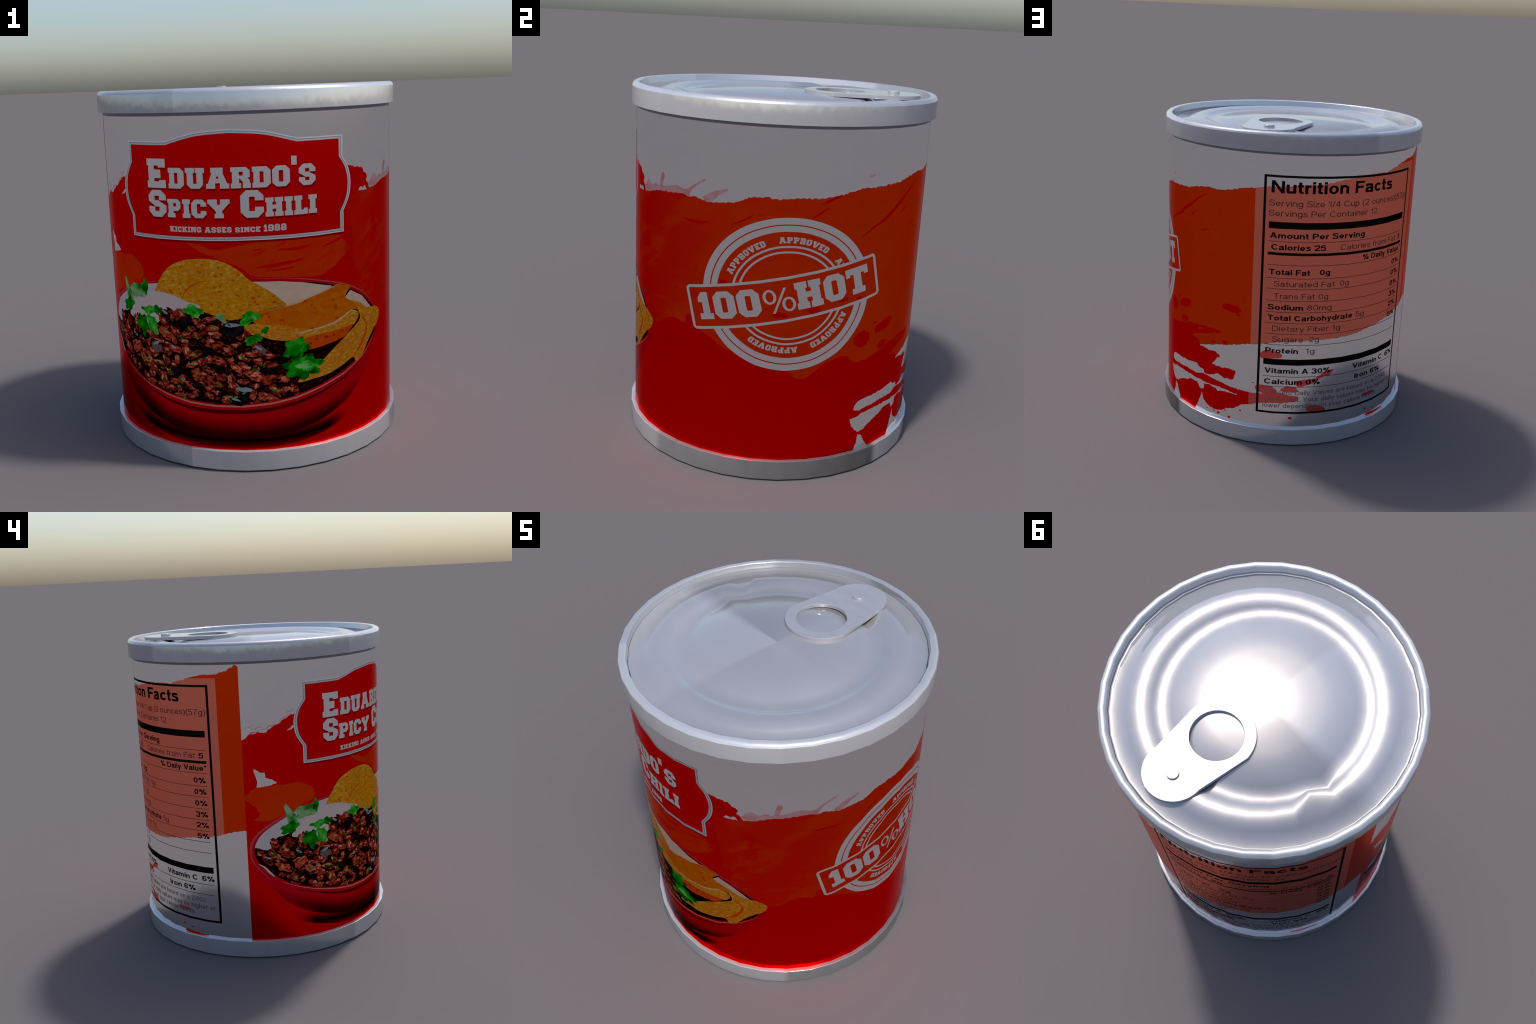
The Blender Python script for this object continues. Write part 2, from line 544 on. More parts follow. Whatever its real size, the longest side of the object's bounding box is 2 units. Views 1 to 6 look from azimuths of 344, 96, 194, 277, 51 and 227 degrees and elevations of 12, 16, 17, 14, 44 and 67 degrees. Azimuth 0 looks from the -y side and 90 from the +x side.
# red ground: torn along the top left, cut by white scratches near 70 degrees
RED_TOP = [(-180, 1.404), (-178.4, 1.420), (-175.6, 1.455), (-169.5, 1.451), (-167.8, 1.474), (-164.3, 1.498), (-161.1, 1.528), (-157.0, 1.556),
           (-148, 1.585), (-75, 1.60), (-64.5, 1.574), (-61.5, 1.568), (-59.1, 1.557), (-55.7, 1.507), (-56.6, 1.487), (-54.8, 1.465), (-53.5, 1.43)]
RED_RIGHT = [(63.0, 0.578), (69.1, 0.561), (72.2, 0.565), (74.7, 0.544), (72.8, 0.517), (70.4, 0.475), (76.3, 0.467), (79.2, 0.475), (82.6, 0.463),
             (81.8, 0.406), (76.4, 0.399), (73.4, 0.417), (69.4, 0.391), (65.4, 0.385), (69.4, 0.379), (75.0, 0.366), (79.9, 0.353), (84.4, 0.344),
             (90.0, 0.339), (98, 0.345), (101, 0.372), (98, 0.398), (93, 0.392), (101, 0.36), (111.1, 0.333), (110.8, 0.301), (105.5, 0.286), (96.2, 0.281),
             (89.2, 0.255), (86.4, 0.247), (82.4, 0.208), (78.8, 0.194), (74.9, 0.161), (69.8, 0.165), (66.8, 0.186), (64.8, 0.215), (63.5, 0.184), (60.7, 0.112)]
red_top = torn(A(RED_TOP), 0.008, 0.006, 12, False, 45)
red_right = torn(A(RED_RIGHT), 0.0055, 0.005, 21, False, 70)
red = red_top + A([(-40, 1.40), (30, 1.45), (55, 1.40), (78, 0.76), (78, 0.665), (67, 0.610)]) + red_right + A([(-180, 0.112)])

# scratches where the bare foil shows through the red
SCRATCH = [
    [(39.0, 0.357), (39.9, 0.392), (41.9, 0.405), (49.4, 0.417), (57.0, 0.426), (60.7, 0.438), (63.0, 0.414), (65.2, 0.413), (66, 0.388), (69.4, 0.391),
     (73.4, 0.417), (78, 0.37), (75, 0.366), (69.4, 0.379), (65.1, 0.383), (61.0, 0.366), (52.7, 0.366), (45.6, 0.355), (41.9, 0.344)],
    [(37.8, 0.308), (41.7, 0.311), (43.0, 0.324), (50.3, 0.333), (61.3, 0.333), (67.2, 0.327), (73.6, 0.329), (80.5, 0.318), (84.2, 0.304), (80.5, 0.307),
     (77.6, 0.309), (73.6, 0.295), (72.6, 0.309), (69.5, 0.321), (66.1, 0.311), (65.5, 0.272), (63.2, 0.267), (61.3, 0.304), (56.4, 0.303), (54.2, 0.281),
     (50.2, 0.266), (46.1, 0.236), (45.4, 0.223), (42.1, 0.213), (39.0, 0.256)],
    [(42.4, 0.200), (44.3, 0.188), (46.1, 0.142), (47.9, 0.112), (40.6, 0.112), (41.8, 0.15)],
    [(64.6, 0.250), (63.7, 0.207), (62.5, 0.17), (60.6, 0.112), (68, 0.112), (66.2, 0.16)],
    [(63.0, 0.572), (65.3, 0.588), (69.5, 0.606), (74, 0.63), (74.5, 0.60), (72, 0.575), (69.1, 0.561)],
]
ON_RED = [[(-175.6, 1.227), (-174.1, 1.218), (-173.0, 1.203), (-171.0, 1.204), (-170.8, 1.172), (-168.1, 1.158), (-166.0, 1.132), (-168.2, 1.124),
           (-170.9, 1.118), (-174.8, 1.110), (-174.3, 1.149), (-175.3, 1.190)],
          [(-160.8, 1.452), (-158.6, 1.478), (-157.2, 1.476), (-159.0, 1.456)],
          [(-61.5, 1.440), (-60.3, 1.462), (-58.8, 1.452), (-57.2, 1.462), (-56.2, 1.436)]]
holes = [torn(A(s), 0.0045, 0.005, 31 + i, True, 80) for i, s in enumerate(SCRATCH)]
cut = region(lambda r, *h: r & ~np.logical_or.reduce(h), red, *holes)
wrap("red_paint", cut, 0.6, red_ink, label)

PANEL = A([(89.15, 0.150), (170.2, 0.150), (170.2, 1.783), (89.15, 1.783)])
wrap("orange_paint", region(lambda o, p: o & ~p, orange, PANEL), 1.1, orange_ink, label)

foil_marks = [torn(A(s), 0.004, 0.005, 51 + i, True, 80) for i, s in enumerate(ON_RED)]
wrap("bare_foil", union(*foil_marks), 1.6, white_ink, label)

# thin splashes and pale smears thrown up over the torn edge
SMEAR = [[(-54.5, 1.45), (-51.0, 1.514), (-48.5, 1.490), (-46.0, 1.504), (-43.1, 1.498), (-42.6, 1.535), (-41.1, 1.575), (-39.9, 1.557), (-41.0, 1.506),
          (-37.2, 1.514), (-33.2, 1.525), (-29.7, 1.514), (-26.4, 1.538), (-21.4, 1.582), (-20.8, 1.574), (-25.6, 1.531), (-27.2, 1.492), (-27.0, 1.472), (-35, 1.47)],
         [(-21.6, 1.490), (-17.7, 1.525), (-12.6, 1.548), (-12.1, 1.541), (-15.8, 1.508), (-18.8, 1.470)],
         [(37.6, 1.626), (38.6, 1.637), (40.6, 1.643), (39.2, 1.628)]]
smear_t = Tree("smear_ink")
smv, sma, smz = smear_t.art()
smear_n = smear_t.noise(smear_t.mapped(smv, (1, 1.6, 1), -0.4), 16, 4)
smear_ink = smear_t.done(smear_t.mix(smear_t.mask(smear_n, 0.3, 0.7), (0.94, 0.34, 0.36), (0.96, 0.70, 0.71)), 0.16)
smears = [torn(spline(A(s), True, 3), 0.003, 0.005, 61 + i, True, 60) for i, s in enumerate(SMEAR)]
smears_cut = region(lambda o, *m: np.logical_or.reduce(m) & ~o, orange, *smears)
wrap("paint_smear", smears_cut, 1.3, smear_ink, label)
wisps = []
for i, (a0, z0, a1, z1, w) in enumerate([(-178, 1.432, -170, 1.475, 0.008), (-176, 1.47, -171, 1.486, 0.007), (-172, 1.462, -165.5, 1.497, 0.007), (-164.5, 1.512, -159, 1.553, 0.009),
                                         (-179.5, 1.47, -174.5, 1.50, 0.004), (-161, 1.56, -157.5, 1.575, 0.006)]):
    line = [(a0 + (a1 - a0) * k / 8, z0 + (z1 - z0) * k / 8 + 0.004 * math.sin(k * 1.3 + i)) for k in range(9)]
    wisps.append(torn(stroke(A(line), w, True), 0.0025, 0.004, 70 + i, True, 90))
wrap("paint_wisp", union(*wisps), 1.4, smear_ink, label)

# strong red brush streaks and blots on the orange
STREAK = [([(66.5, 1.583), (61.8, 1.545), (55.8, 1.486), (50.8, 1.441), (47.0, 1.402), (41.5, 1.366), (35.5, 1.312)], 0.021),
          ([(27.4, 1.544), (24, 1.522), (20.0, 1.498)], 0.015), ([(22.7, 1.480), (20, 1.456), (17.2, 1.428)], 0.011), ([(59.4, 1.456), (57.3, 1.432), (55.0, 1.407)], 0.009),
          ([(67.6, 1.356), (64.5, 1.347), (61.5, 1.334)], 0.008), ([(-30, 1.37), (-25, 1.36), (-19, 1.368)], 0.016), ([(-3, 1.43), (-6.5, 1.40), (-10, 1.378)], 0.010),
          ([(-96, 1.185), (-89, 1.182), (-83, 1.196)], 0.017), ([(-104, 1.098), (-95, 1.108), (-86, 1.128)], 0.020), ([(-99, 1.078), (-93, 1.083), (-90, 1.092)], 0.012),
          ([(-79, 1.178), (-74, 1.193), (-69.5, 1.215)], 0.016), ([(-105, 1.185), (-101, 1.195)], 0.008)]
BLOT = [(40.5, 0.765, 3.9, 0.046, 0.2), (51.5, 0.815, 5.0, 0.030, 0.35), (79.8, 0.882, 4.6, 0.026, -0.1), (51.5, 0.705, 2.6, 0.022, 0.3), (66.5, 0.706, 7.2, 0.010, 0.06),
        (71.0, 0.632, 1.1, 0.008, 0), (76.6, 0.644, 1.4, 0.009, -0.2), (31, 1.0, 1.8, 0.012, 0.3), (38, 0.995, 1.6, 0.01, 0.1), (20, 0.955, 2.2, 0.018, 0.2), (8, 0.925, 2.6, 0.016, 0.1),
        (-13, 1.075, 1.5, 0.010, 0.2), (83, 0.85, 1.0, 0.008, 0.2), (46.5, 0.838, 1.0, 0.008, 0.2)]
ORANGE_ON_RED = [[(-179.9, 1.053), (-175.2, 1.105), (-168.2, 1.120), (-162.6, 1.120), (-158.5, 1.128), (-156.1, 1.126), (-150.7, 1.087), (-149.5, 1.037), (-151.1, 1.000),
                  (-156, 0.96), (-162.7, 0.935), (-169.0, 0.900), (-176.4, 0.905), (-173.5, 0.945), (-178.4, 1.020)],
                 [(-128.6, 1.226), (-123.1, 1.180), (-118.6, 1.152), (-114.8, 1.135), (-109, 1.10), (-104.8, 1.053), (-95, 1.04), (-86.9, 1.033), (-80.4, 1.027), (-76.1, 1.050),
                  (-71.2, 1.095), (-66.8, 1.134), (-66.6, 1.165), (-70.0, 1.20), (-73, 1.226), (-100, 1.226), (-110, 1.212), (-118, 1.19), (-123, 1.214)],
                 [(-64.5, 0.90), (-60.2, 0.935), (-57.4, 0.965), (-56, 0.93), (-57.5, 0.88)]]
orange_patch = [torn(spline(A(s), True, 3), 0.006, 0.006, 81 + i, True, 40) for i, s in enumerate(ORANGE_ON_RED)]
wrap("orange_smudge", union(*orange_patch), 1.15, orange_ink, label)
marks = [torn(stroke(spline(A(p), False, 5), w, True), w * 0.16, 0.004, 90 + i, True, 80) for i, (p, w) in enumerate(STREAK)]
marks += [torn(ellipse(a * K, z, r * K, h, t), 0.007, 0.005, 110 + i, True, 50) for i, (a, z, r, h, t) in enumerate(BLOT)]
wrap("red_streak", region(lambda p, *m: np.logical_or.reduce(m) & ~p, PANEL, *marks), 1.55, red_ink, label)
specks = [torn(ellipse(a * K, z, r, r * 0.75), 0.002, 0.003, 140 + i, True, 90) for i, (a, z, r) in enumerate(
    [(74.4, 0.143, 0.010), (80.1, 0.137, 0.010), (85.4, 0.199, 0.007), (107.9, 0.183, 0.011), (146.0, 0.166, 0.008), (38.6, 1.632, 0.006), (78, 0.175, 0.006), (72, 0.15, 0.005), (151, 0.155, 0.007), (91, 0.41, 0.005), (68, 0.15, 0.005)])]
specks.append(torn(spline(A([(146.3, 0.124), (149, 0.129), (152.3, 0.125), (159.4, 0.122), (157.1, 0.1125), (147.6, 0.1125)]), True, 3), 0.003, 0.005, 150, True, 60))
wrap("red_spatter", union(*specks), 1.2, red_ink, label)

# ------------------------------------------------------------------ nutrition panel (a half-clear white card over the paint)
nutrition = new_object("nutrition_panel", None, can)
PINKS = [[(93.6, 0.620), (97.2, 0.643), (102.5, 0.626), (103.0, 0.602), (99.4, 0.586), (94.2, 0.585)],
         [(109.9, 0.432), (111.9, 0.447), (118.0, 0.456), (122.1, 0.494), (126.5, 0.507), (124.5, 0.468), (120.5, 0.459), (118.1, 0.431), (114.1, 0.408), (110.8, 0.403)],
         [(103.6, 0.383), (106.0, 0.408), (110.1, 0.391), (110.6, 0.366), (104.1, 0.366)],
         [(91.5, 0.392), (97.9, 0.402), (101.2, 0.379), (100.0, 0.345), (95, 0.345)],
         [(115.1, 0.250), (118.8, 0.274), (123.3, 0.242), (122.9, 0.216), (116.5, 0.222)],
         [(142.8, 0.276), (145.1, 0.287), (150.8, 0.281), (148.9, 0.272), (144.0, 0.268)]]
pinks = [torn(spline(A(s), True, 4), 0.007, 0.005, 160 + i, True, 45) for i, s in enumerate(PINKS)]
wrap("tinted_card", region(lambda p, o: p & o, PANEL, orange), 1.7, tan_ink, nutrition)
wrap("pale_stain", region(lambda p, r, *m: p & (np.logical_or.reduce(m) | r), PANEL, red, *pinks), 1.9, pink_ink, nutrition)
frame_out, frame_in = A([(92.6, 0.213), (166.6, 0.213), (166.6, 1.743), (92.6, 1.743)]), A([(93.65, 0.2265), (165.5, 0.2265), (165.5, 1.7295), (93.65, 1.7295)])
wrap("frame", built([(1, frame_out), (-1, frame_in)]), 2.3, black_ink, nutrition)
for z0, z1 in ((1.423, 1.464), (1.2595, 1.2765), (0.547, 0.587)):
    wrap("bar", union(A([(95.15, z0), (164.0, z0), (164.0, z1), (95.15, z1)])), 2.3, black_ink, nutrition)
for z in (1.344, 1.1985, 1.116, 1.0475, 0.971, 0.898, 0.8265, 0.7545, 0.6825, 0.4685, 0.399):
    wrap("rule", union(A([(95.1, z - 0.0016), (163.6, z - 0.0016), (163.6, z + 0.0016), (95.1, z + 0.0016)])), 2.3, body_ink, nutrition)

def sans_glyph(ch, t):
    """plain grotesque letter drawn as strokes of thickness t on unit cap height -> width, list of (+1/-1, polygon)"""
    h, X, T = t / 2, 0.73, 1 - t / 2
    ops = []

    def arc(cx, cy, rx, ry, a0, a1, n=12):
        return [(cx + rx * math.cos(math.radians(a0 + (a1 - a0) * k / n)), cy + ry * math.sin(math.radians(a0 + (a1 - a0) * k / n))) for k in range(n + 1)]

    def ring(cx, cy, rx, ry):
        ops.append((1, ellipse(cx, cy, rx, ry, 0, 20)))
        ops.append((-1, ellipse(cx, cy, rx - t, ry - t, 0, 20)))

    def pen(*pts):
        ops.append((1, stroke(list(pts), t)))

    def lines(*pts):
        for p, q in zip(pts, pts[1:]):
            pen(p, q)

    def bend(*pts):
        pen(*spline(pts, False, 4))

    def arch(x0, x1):
        bend((x0, X - 0.30), (x0 + 0.07, X - h - 0.06), ((x0 + x1) / 2 + 0.01, X - h), (x1 - 0.03, X - h - 0.09), (x1, X - 0.32), (x1, 0.2), (x1, 0))

    w = 0.62
    if ch == "A":
        w = 0.80
        lines((h, 0), (0.40, 1.0)), lines((0.40, 1.0), (w - h, 0)), pen((0.18, 0.31), (0.62, 0.31))
    elif ch == "C":
        w = 0.80
        pen(*arc(0.41, 0.5, 0.41 - h, 0.5 - h, 38, 322, 20))
    elif ch == "D":
        w = 0.78
        pen((h, 0), (h, 1)), pen((h, h), (0.36, h)), pen((h, T), (0.36, T)), pen(*arc(0.36, 0.5, 0.42 - h, 0.5 - h, -90, 90, 14))
    elif ch == "F":
        w = 0.64
        pen((h, 0), (h, 1)), pen((h, T), (w, T)), pen((h, 0.50), (0.58, 0.50))
    elif ch == "I":
        w = t
        pen((h, 0), (h, 1))
    elif ch == "N":
        w = 0.78
        pen((h, 0), (h, 1)), pen((w - h, 0), (w - h, 1)), pen((h, 1), (w - h, 0))
    elif ch == "P":
        w = 0.70
        pen((h, 0), (h, 1)), pen((h, T), (0.42, T)), pen((h, 0.43), (0.42, 0.43)), pen(*arc(0.42, (T + 0.43) / 2, 0.28 - h, (T - 0.43) / 2, -90, 90))
    elif ch == "S":
        w = 0.70
        bend((w - h - 0.01, 0.74), (0.56, 0.93 - h / 2), (0.35, T), (0.13, 0.90), (h + 0.02, 0.73), (0.17, 0.59), (0.38, 0.52), (0.58, 0.43), (w - h, 0.27), (0.58, 0.08 + h / 2), (0.35, h), (0.12, 0.08 + h / 2), (h, 0.29))
    elif ch == "T":
        w = 0.72
        pen((w / 2, 0), (w / 2, 1)), pen((0, T), (w, T))
    elif ch == "V":
        w = 0.78
        pen((h, 1), (w / 2, 0)), pen((w - h, 1), (w / 2, 0))
    elif ch == "Y":
        w = 0.78
        pen((h, 1), (w / 2, 0.42)), pen((w - h, 1), (w / 2, 0.42)), pen((w / 2, 0), (w / 2, 0.45))
    elif ch == "a":
        w = 0.58
        bend((h + 0.01, 0.50), (0.12, 0.64), (0.28, X - h), (0.44, 0.63), (0.49 - h / 3, 0.50), (0.50 - h / 3, 0.2), (0.52 - h / 3, 0))
        bend((0.49 - h / 3, 0.42), (0.28, 0.385), (0.11, 0.33), (h, 0.20), (0.10, 0.08), (0.22, h), (0.40, 0.10), (0.49 - h / 3, 0.24))
    elif ch in "bdpg":
        w = 0.60
        ring(w / 2, X / 2, w / 2, X / 2)
        x = h if ch in "bp" else w - h
        if ch in "bd":
            pen((x, 0), (x, 1))
        elif ch == "p":
            pen((x, -0.27), (x, X))
        else:
            pen((x, 0.08), (x, X))
            bend((x, 0.1), (x, -0.08), (w - h - 0.06, -0.19), (0.29, -0.27 + h), (0.10, -0.21), (h, -0.12))
    elif ch == "c":
        w = 0.56
        pen(*arc(0.30, X / 2, 0.30 - h, X / 2 - h, 38, 322, 16))
    elif ch == "e":
        w = 0.60
        pen(*arc(0.30, X / 2, 0.30 - h, X / 2 - h, 0, 325, 18)), pen((h, X / 2 - 0.02), (w - h * 0.5, X / 2 - 0.02))
    elif ch == "f":
        w = 0.34
        bend((w, T), (0.24, T - 0.02), (0.16, 0.84), (0.16, 0.5), (0.16, 0)), pen((0.02, X - h), (w - 0.02, X - h))
    elif ch in "hn":
        w = 0.58
        pen((h, 0), (h, 1 if ch == "h" else X)), arch(h, w - h)
    elif ch in "il":
        w = t
        pen((h, 0), (h, 1 if ch == "l" else X))
        if ch == "i":
            pen((h, 1 - t * 1.05), (h, 1))
    elif ch == "m":
        w = 0.90
        pen((h, 0), (h, X)), arch(h, w / 2), arch(w / 2, w - h)
    elif ch == "o":
        ring(w / 2, X / 2, w / 2, X / 2)
    elif ch == "r":
        w = 0.36
        pen((h, 0), (h, X)), bend((h, 0.42), (h + 0.06, 0.60), (0.24, X - h - 0.01), (w, X - h))
    elif ch == "s":
        w = 0.53
        bend((w - h, 0.53), (0.40, X - h - 0.03), (0.26, X - h), (0.11, 0.62), (h + 0.02, 0.53), (0.14, 0.44), (0.28, 0.385), (0.42, 0.32), (w - h, 0.20), (0.42, 0.06 + h / 2), (0.26, h), (0.10, 0.06 + h / 2), (h, 0.20))
    elif ch == "t":
        w = 0.34
        bend((0.15, 0.94), (0.15, 0.5), (0.15, 0.18), (0.20, h + 0.02), (w, h)), pen((0, X - h), (w, X - h))
    elif ch == "u":
        w = 0.58
        pen((w - h, 0), (w - h, X)), bend((h, X), (h, 0.45), (h, 0.24), (0.13, 0.09), (0.27, h), (0.44, 0.10), (w - h, 0.28))
    elif ch == "v":
        w = 0.56
        pen((h, X), (w / 2, 0)), pen((w - h, X), (w / 2, 0))
    elif ch == "w":
        w = 0.82
        pen((h, X), (0.23, 0)), pen((0.23, 0), (w / 2, X)), pen((w / 2, X), (w - 0.23, 0)), pen((w - 0.23, 0), (w - h, X))
    elif ch == "y":
        w = 0.56
        pen((h, X), (w / 2, 0)), bend((w - h, X), (w / 2 + 0.02, 0.02), (0.22, -0.16), (0.06, -0.27 + h))
    elif ch == "z":
        w = 0.52
        pen((0, X - h), (w, X - h)), pen((0, h), (w, h)), pen((w - h, X - h), (h, h))
    elif ch in "0":
        ring(w / 2, 0.5, w / 2, 0.5)
    elif ch == "1":
        w = 0.40
        pen((0.28, 0), (0.28, 1)), pen((0.02, 0.74), (0.28, 0.95 - h * 0.6))
    elif ch == "2":
        bend((h, 0.68), (0.10, 0.88), (0.30, T), (0.51, 0.88), (w - h, 0.70), (0.48, 0.48), (0.24, 0.28), (h + 0.01, h)), pen((0.02, h), (w, h))
    elif ch == "3":
        bend((h, 0.74), (0.12, 0.91), (0.30, T), (0.49, 0.90), (0.54, 0.74), (0.46, 0.59), (0.27, 0.53)), bend((0.27, 0.53), (0.48, 0.46), (w - h, 0.28), (0.50, 0.09), (0.30, h), (0.11, 0.09), (h, 0.28))
    elif ch == "4":
        pen((0.46, 0), (0.46, 1)), pen((0, 0.27), (w, 0.27)), pen((0.46, 0.97), (0.04, 0.27))
    elif ch == "5":
        pen((0.12, T), (0.56, T)), pen((0.13, T), (0.07, 0.46)), bend((0.07, 0.47), (0.18, 0.60), (0.32, 0.63), (0.50, 0.54), (w - h, 0.33), (0.50, 0.11), (0.30, h), (0.11, 0.08), (h, 0.26))
    elif ch == "6":
        ring(w / 2, 0.33, w / 2, 0.33), bend((w - h - 0.02, 0.76), (0.48, 0.92), (0.33, T), (0.14, 0.86), (h, 0.55), (h, 0.33))
    elif ch == "7":
        pen((0, T), (w, T)), bend((w - h, T), (0.40, 0.62), (0.27, 0.3), (0.20, 0))
    elif ch == "8":
        ring(w / 2, 0.29, w / 2, 0.29), ops.extend([(1, ellipse(w / 2, 0.76, 0.27, 0.24, 0, 20)), (-1, ellipse(w / 2, 0.76, 0.27 - t, 0.24 - t, 0, 20))])
    elif ch == "%":
        w = 0.98
        ring(0.21, 0.76, 0.20, 0.25), ring(0.77, 0.24, 0.20, 0.25), pen((0.26, -0.02), (0.72, 1.02))
    elif ch == "/":
        w = 0.34
        pen((0.04, -0.02), (0.30, 1.02))
    elif ch in "()":
        w = 0.30
        p = arc(0.46, 0.38, 0.40, 0.65, 115, 245)
        pen(*(p if ch == "(" else [(w - x, y) for x, y in p]))
    elif ch == "*":
        w = 0.36
        for k in range(3):
            a = math.radians(90 + 60 * k)
            pen((0.18 - 0.16 * math.cos(a), 0.82 - 0.16 * math.sin(a)), (0.18 + 0.16 * math.cos(a), 0.82 + 0.16 * math.sin(a)))
    elif ch in ",.":
        w = t
        pen((h, 0), (h, t))
        if ch == ",":
            pen((h, 0.05), (0, -0.16))
    else:
        w = 0.26
    return w, ops


def words(text, a0, a1, base, cap, bold=False, ink=None):
    """one line of print fitted between two angles"""
    t, gap = (0.185, 0.085) if bold else (0.112, 0.105)
    if ink is not None:
        t = 0.13
    total = sum(sans_glyph(c, t)[0] for c in text) + gap * (len(text) - 1)
    k, x = (a1 - a0) * K / total, a0 * K
    verts, faces = [], []
    for c in text:
        w, ops = sans_glyph(c, t)
        if ops:
            v, f = built([(s, [(x + px * k, base + py * cap) for px, py in p]) for s, p in ops])
            faces += [tuple(i + len(verts) for i in q) for q in f]
            verts += v
        x += (w + gap) * k
    return wrap("text_line", (verts, faces), 2.3, ink or (black_ink if bold else body_ink), nutrition)


words("Nutrition Facts", 95.7, 152.0, 1.638, 0.072, True)
words("Serving Size 1/4 Cup (2 ounces)(57g)", 95.0, 164.8, 1.560, 0.036)
words("Servings Per Container 12", 95.0, 143.6, 1.499, 0.035)
words("Amount Per Serving", 95.8, 137.6, 1.364, 0.035, True)
for text, a0, a1, z, bold in (
        ("Calories 25", 96.5, 119.5, 1.2925, True), ("Calories from Fat", 126.0, 158.6, 1.2915, False), ("5", 160.5, 162.6, 1.2925, True), ("% Daily Value*", 137.4, 163.8, 1.214, True),
        ("Total Fat", 96.0, 113.3, 1.137, True), ("0g", 117.4, 122.0, 1.1395, True), ("0%", 157.0, 163.1, 1.1355, True),
        ("Saturated Fat", 98.3, 124.4, 1.063, False), ("0g", 126.8, 131.1, 1.063, False), ("0%", 157.0, 163.1, 1.0625, True),
        ("Trans Fat 0g", 98.4, 121.8, 0.985, False), ("0%", 157.0, 163.2, 0.989, True),
        ("Sodium", 96.1, 111.2, 0.9125, True), ("80mg", 112.8, 123.7, 0.913, False), ("3%", 157.1, 163.2, 0.9165, True),
        ("Total Carbohydrate", 96.2, 134.2, 0.8435, True), ("5g", 135.9, 140.3, 0.8435, False), ("2%", 157.1, 163.2, 0.847, True),
        ("Dietary Fiber", 98.4, 123.0, 0.774, False), ("1g", 124.6, 128.4, 0.774, False), ("5%", 157.2, 163.2, 0.775, True),
        ("Sugars", 98.6, 111.8, 0.7035, False), ("2g", 114.6, 118.9, 0.7035, False),
        ("Protein", 95.8, 110.0, 0.6265, True), ("1g", 113.3, 117.2, 0.6265, False),
        ("Vitamin A 30%", 95.8, 125.1, 0.4905, True), ("Vitamin C", 136.3, 155.7, 0.4895, True), ("6%", 158.0, 164.2, 0.4915, True),
        ("Calcium 0%", 95.8, 120.5, 0.416, True), ("Iron 6%", 137.8, 154.0, 0.415, True)):
    words(text, a0, a1, z, 0.0345, bold)
for text, a0, a1, z in (("*Percent Daily Values are based on a 2,000", 95.8, 159.2, 0.345), ("calorie diet. Your daily values may be higher or", 95.6, 164.0, 0.298),
                        ("lower depending on your calorie needs.", 95.6, 152.9, 0.2535)):
    words(text, a0, a1, z, 0.030, False, grey_ink)


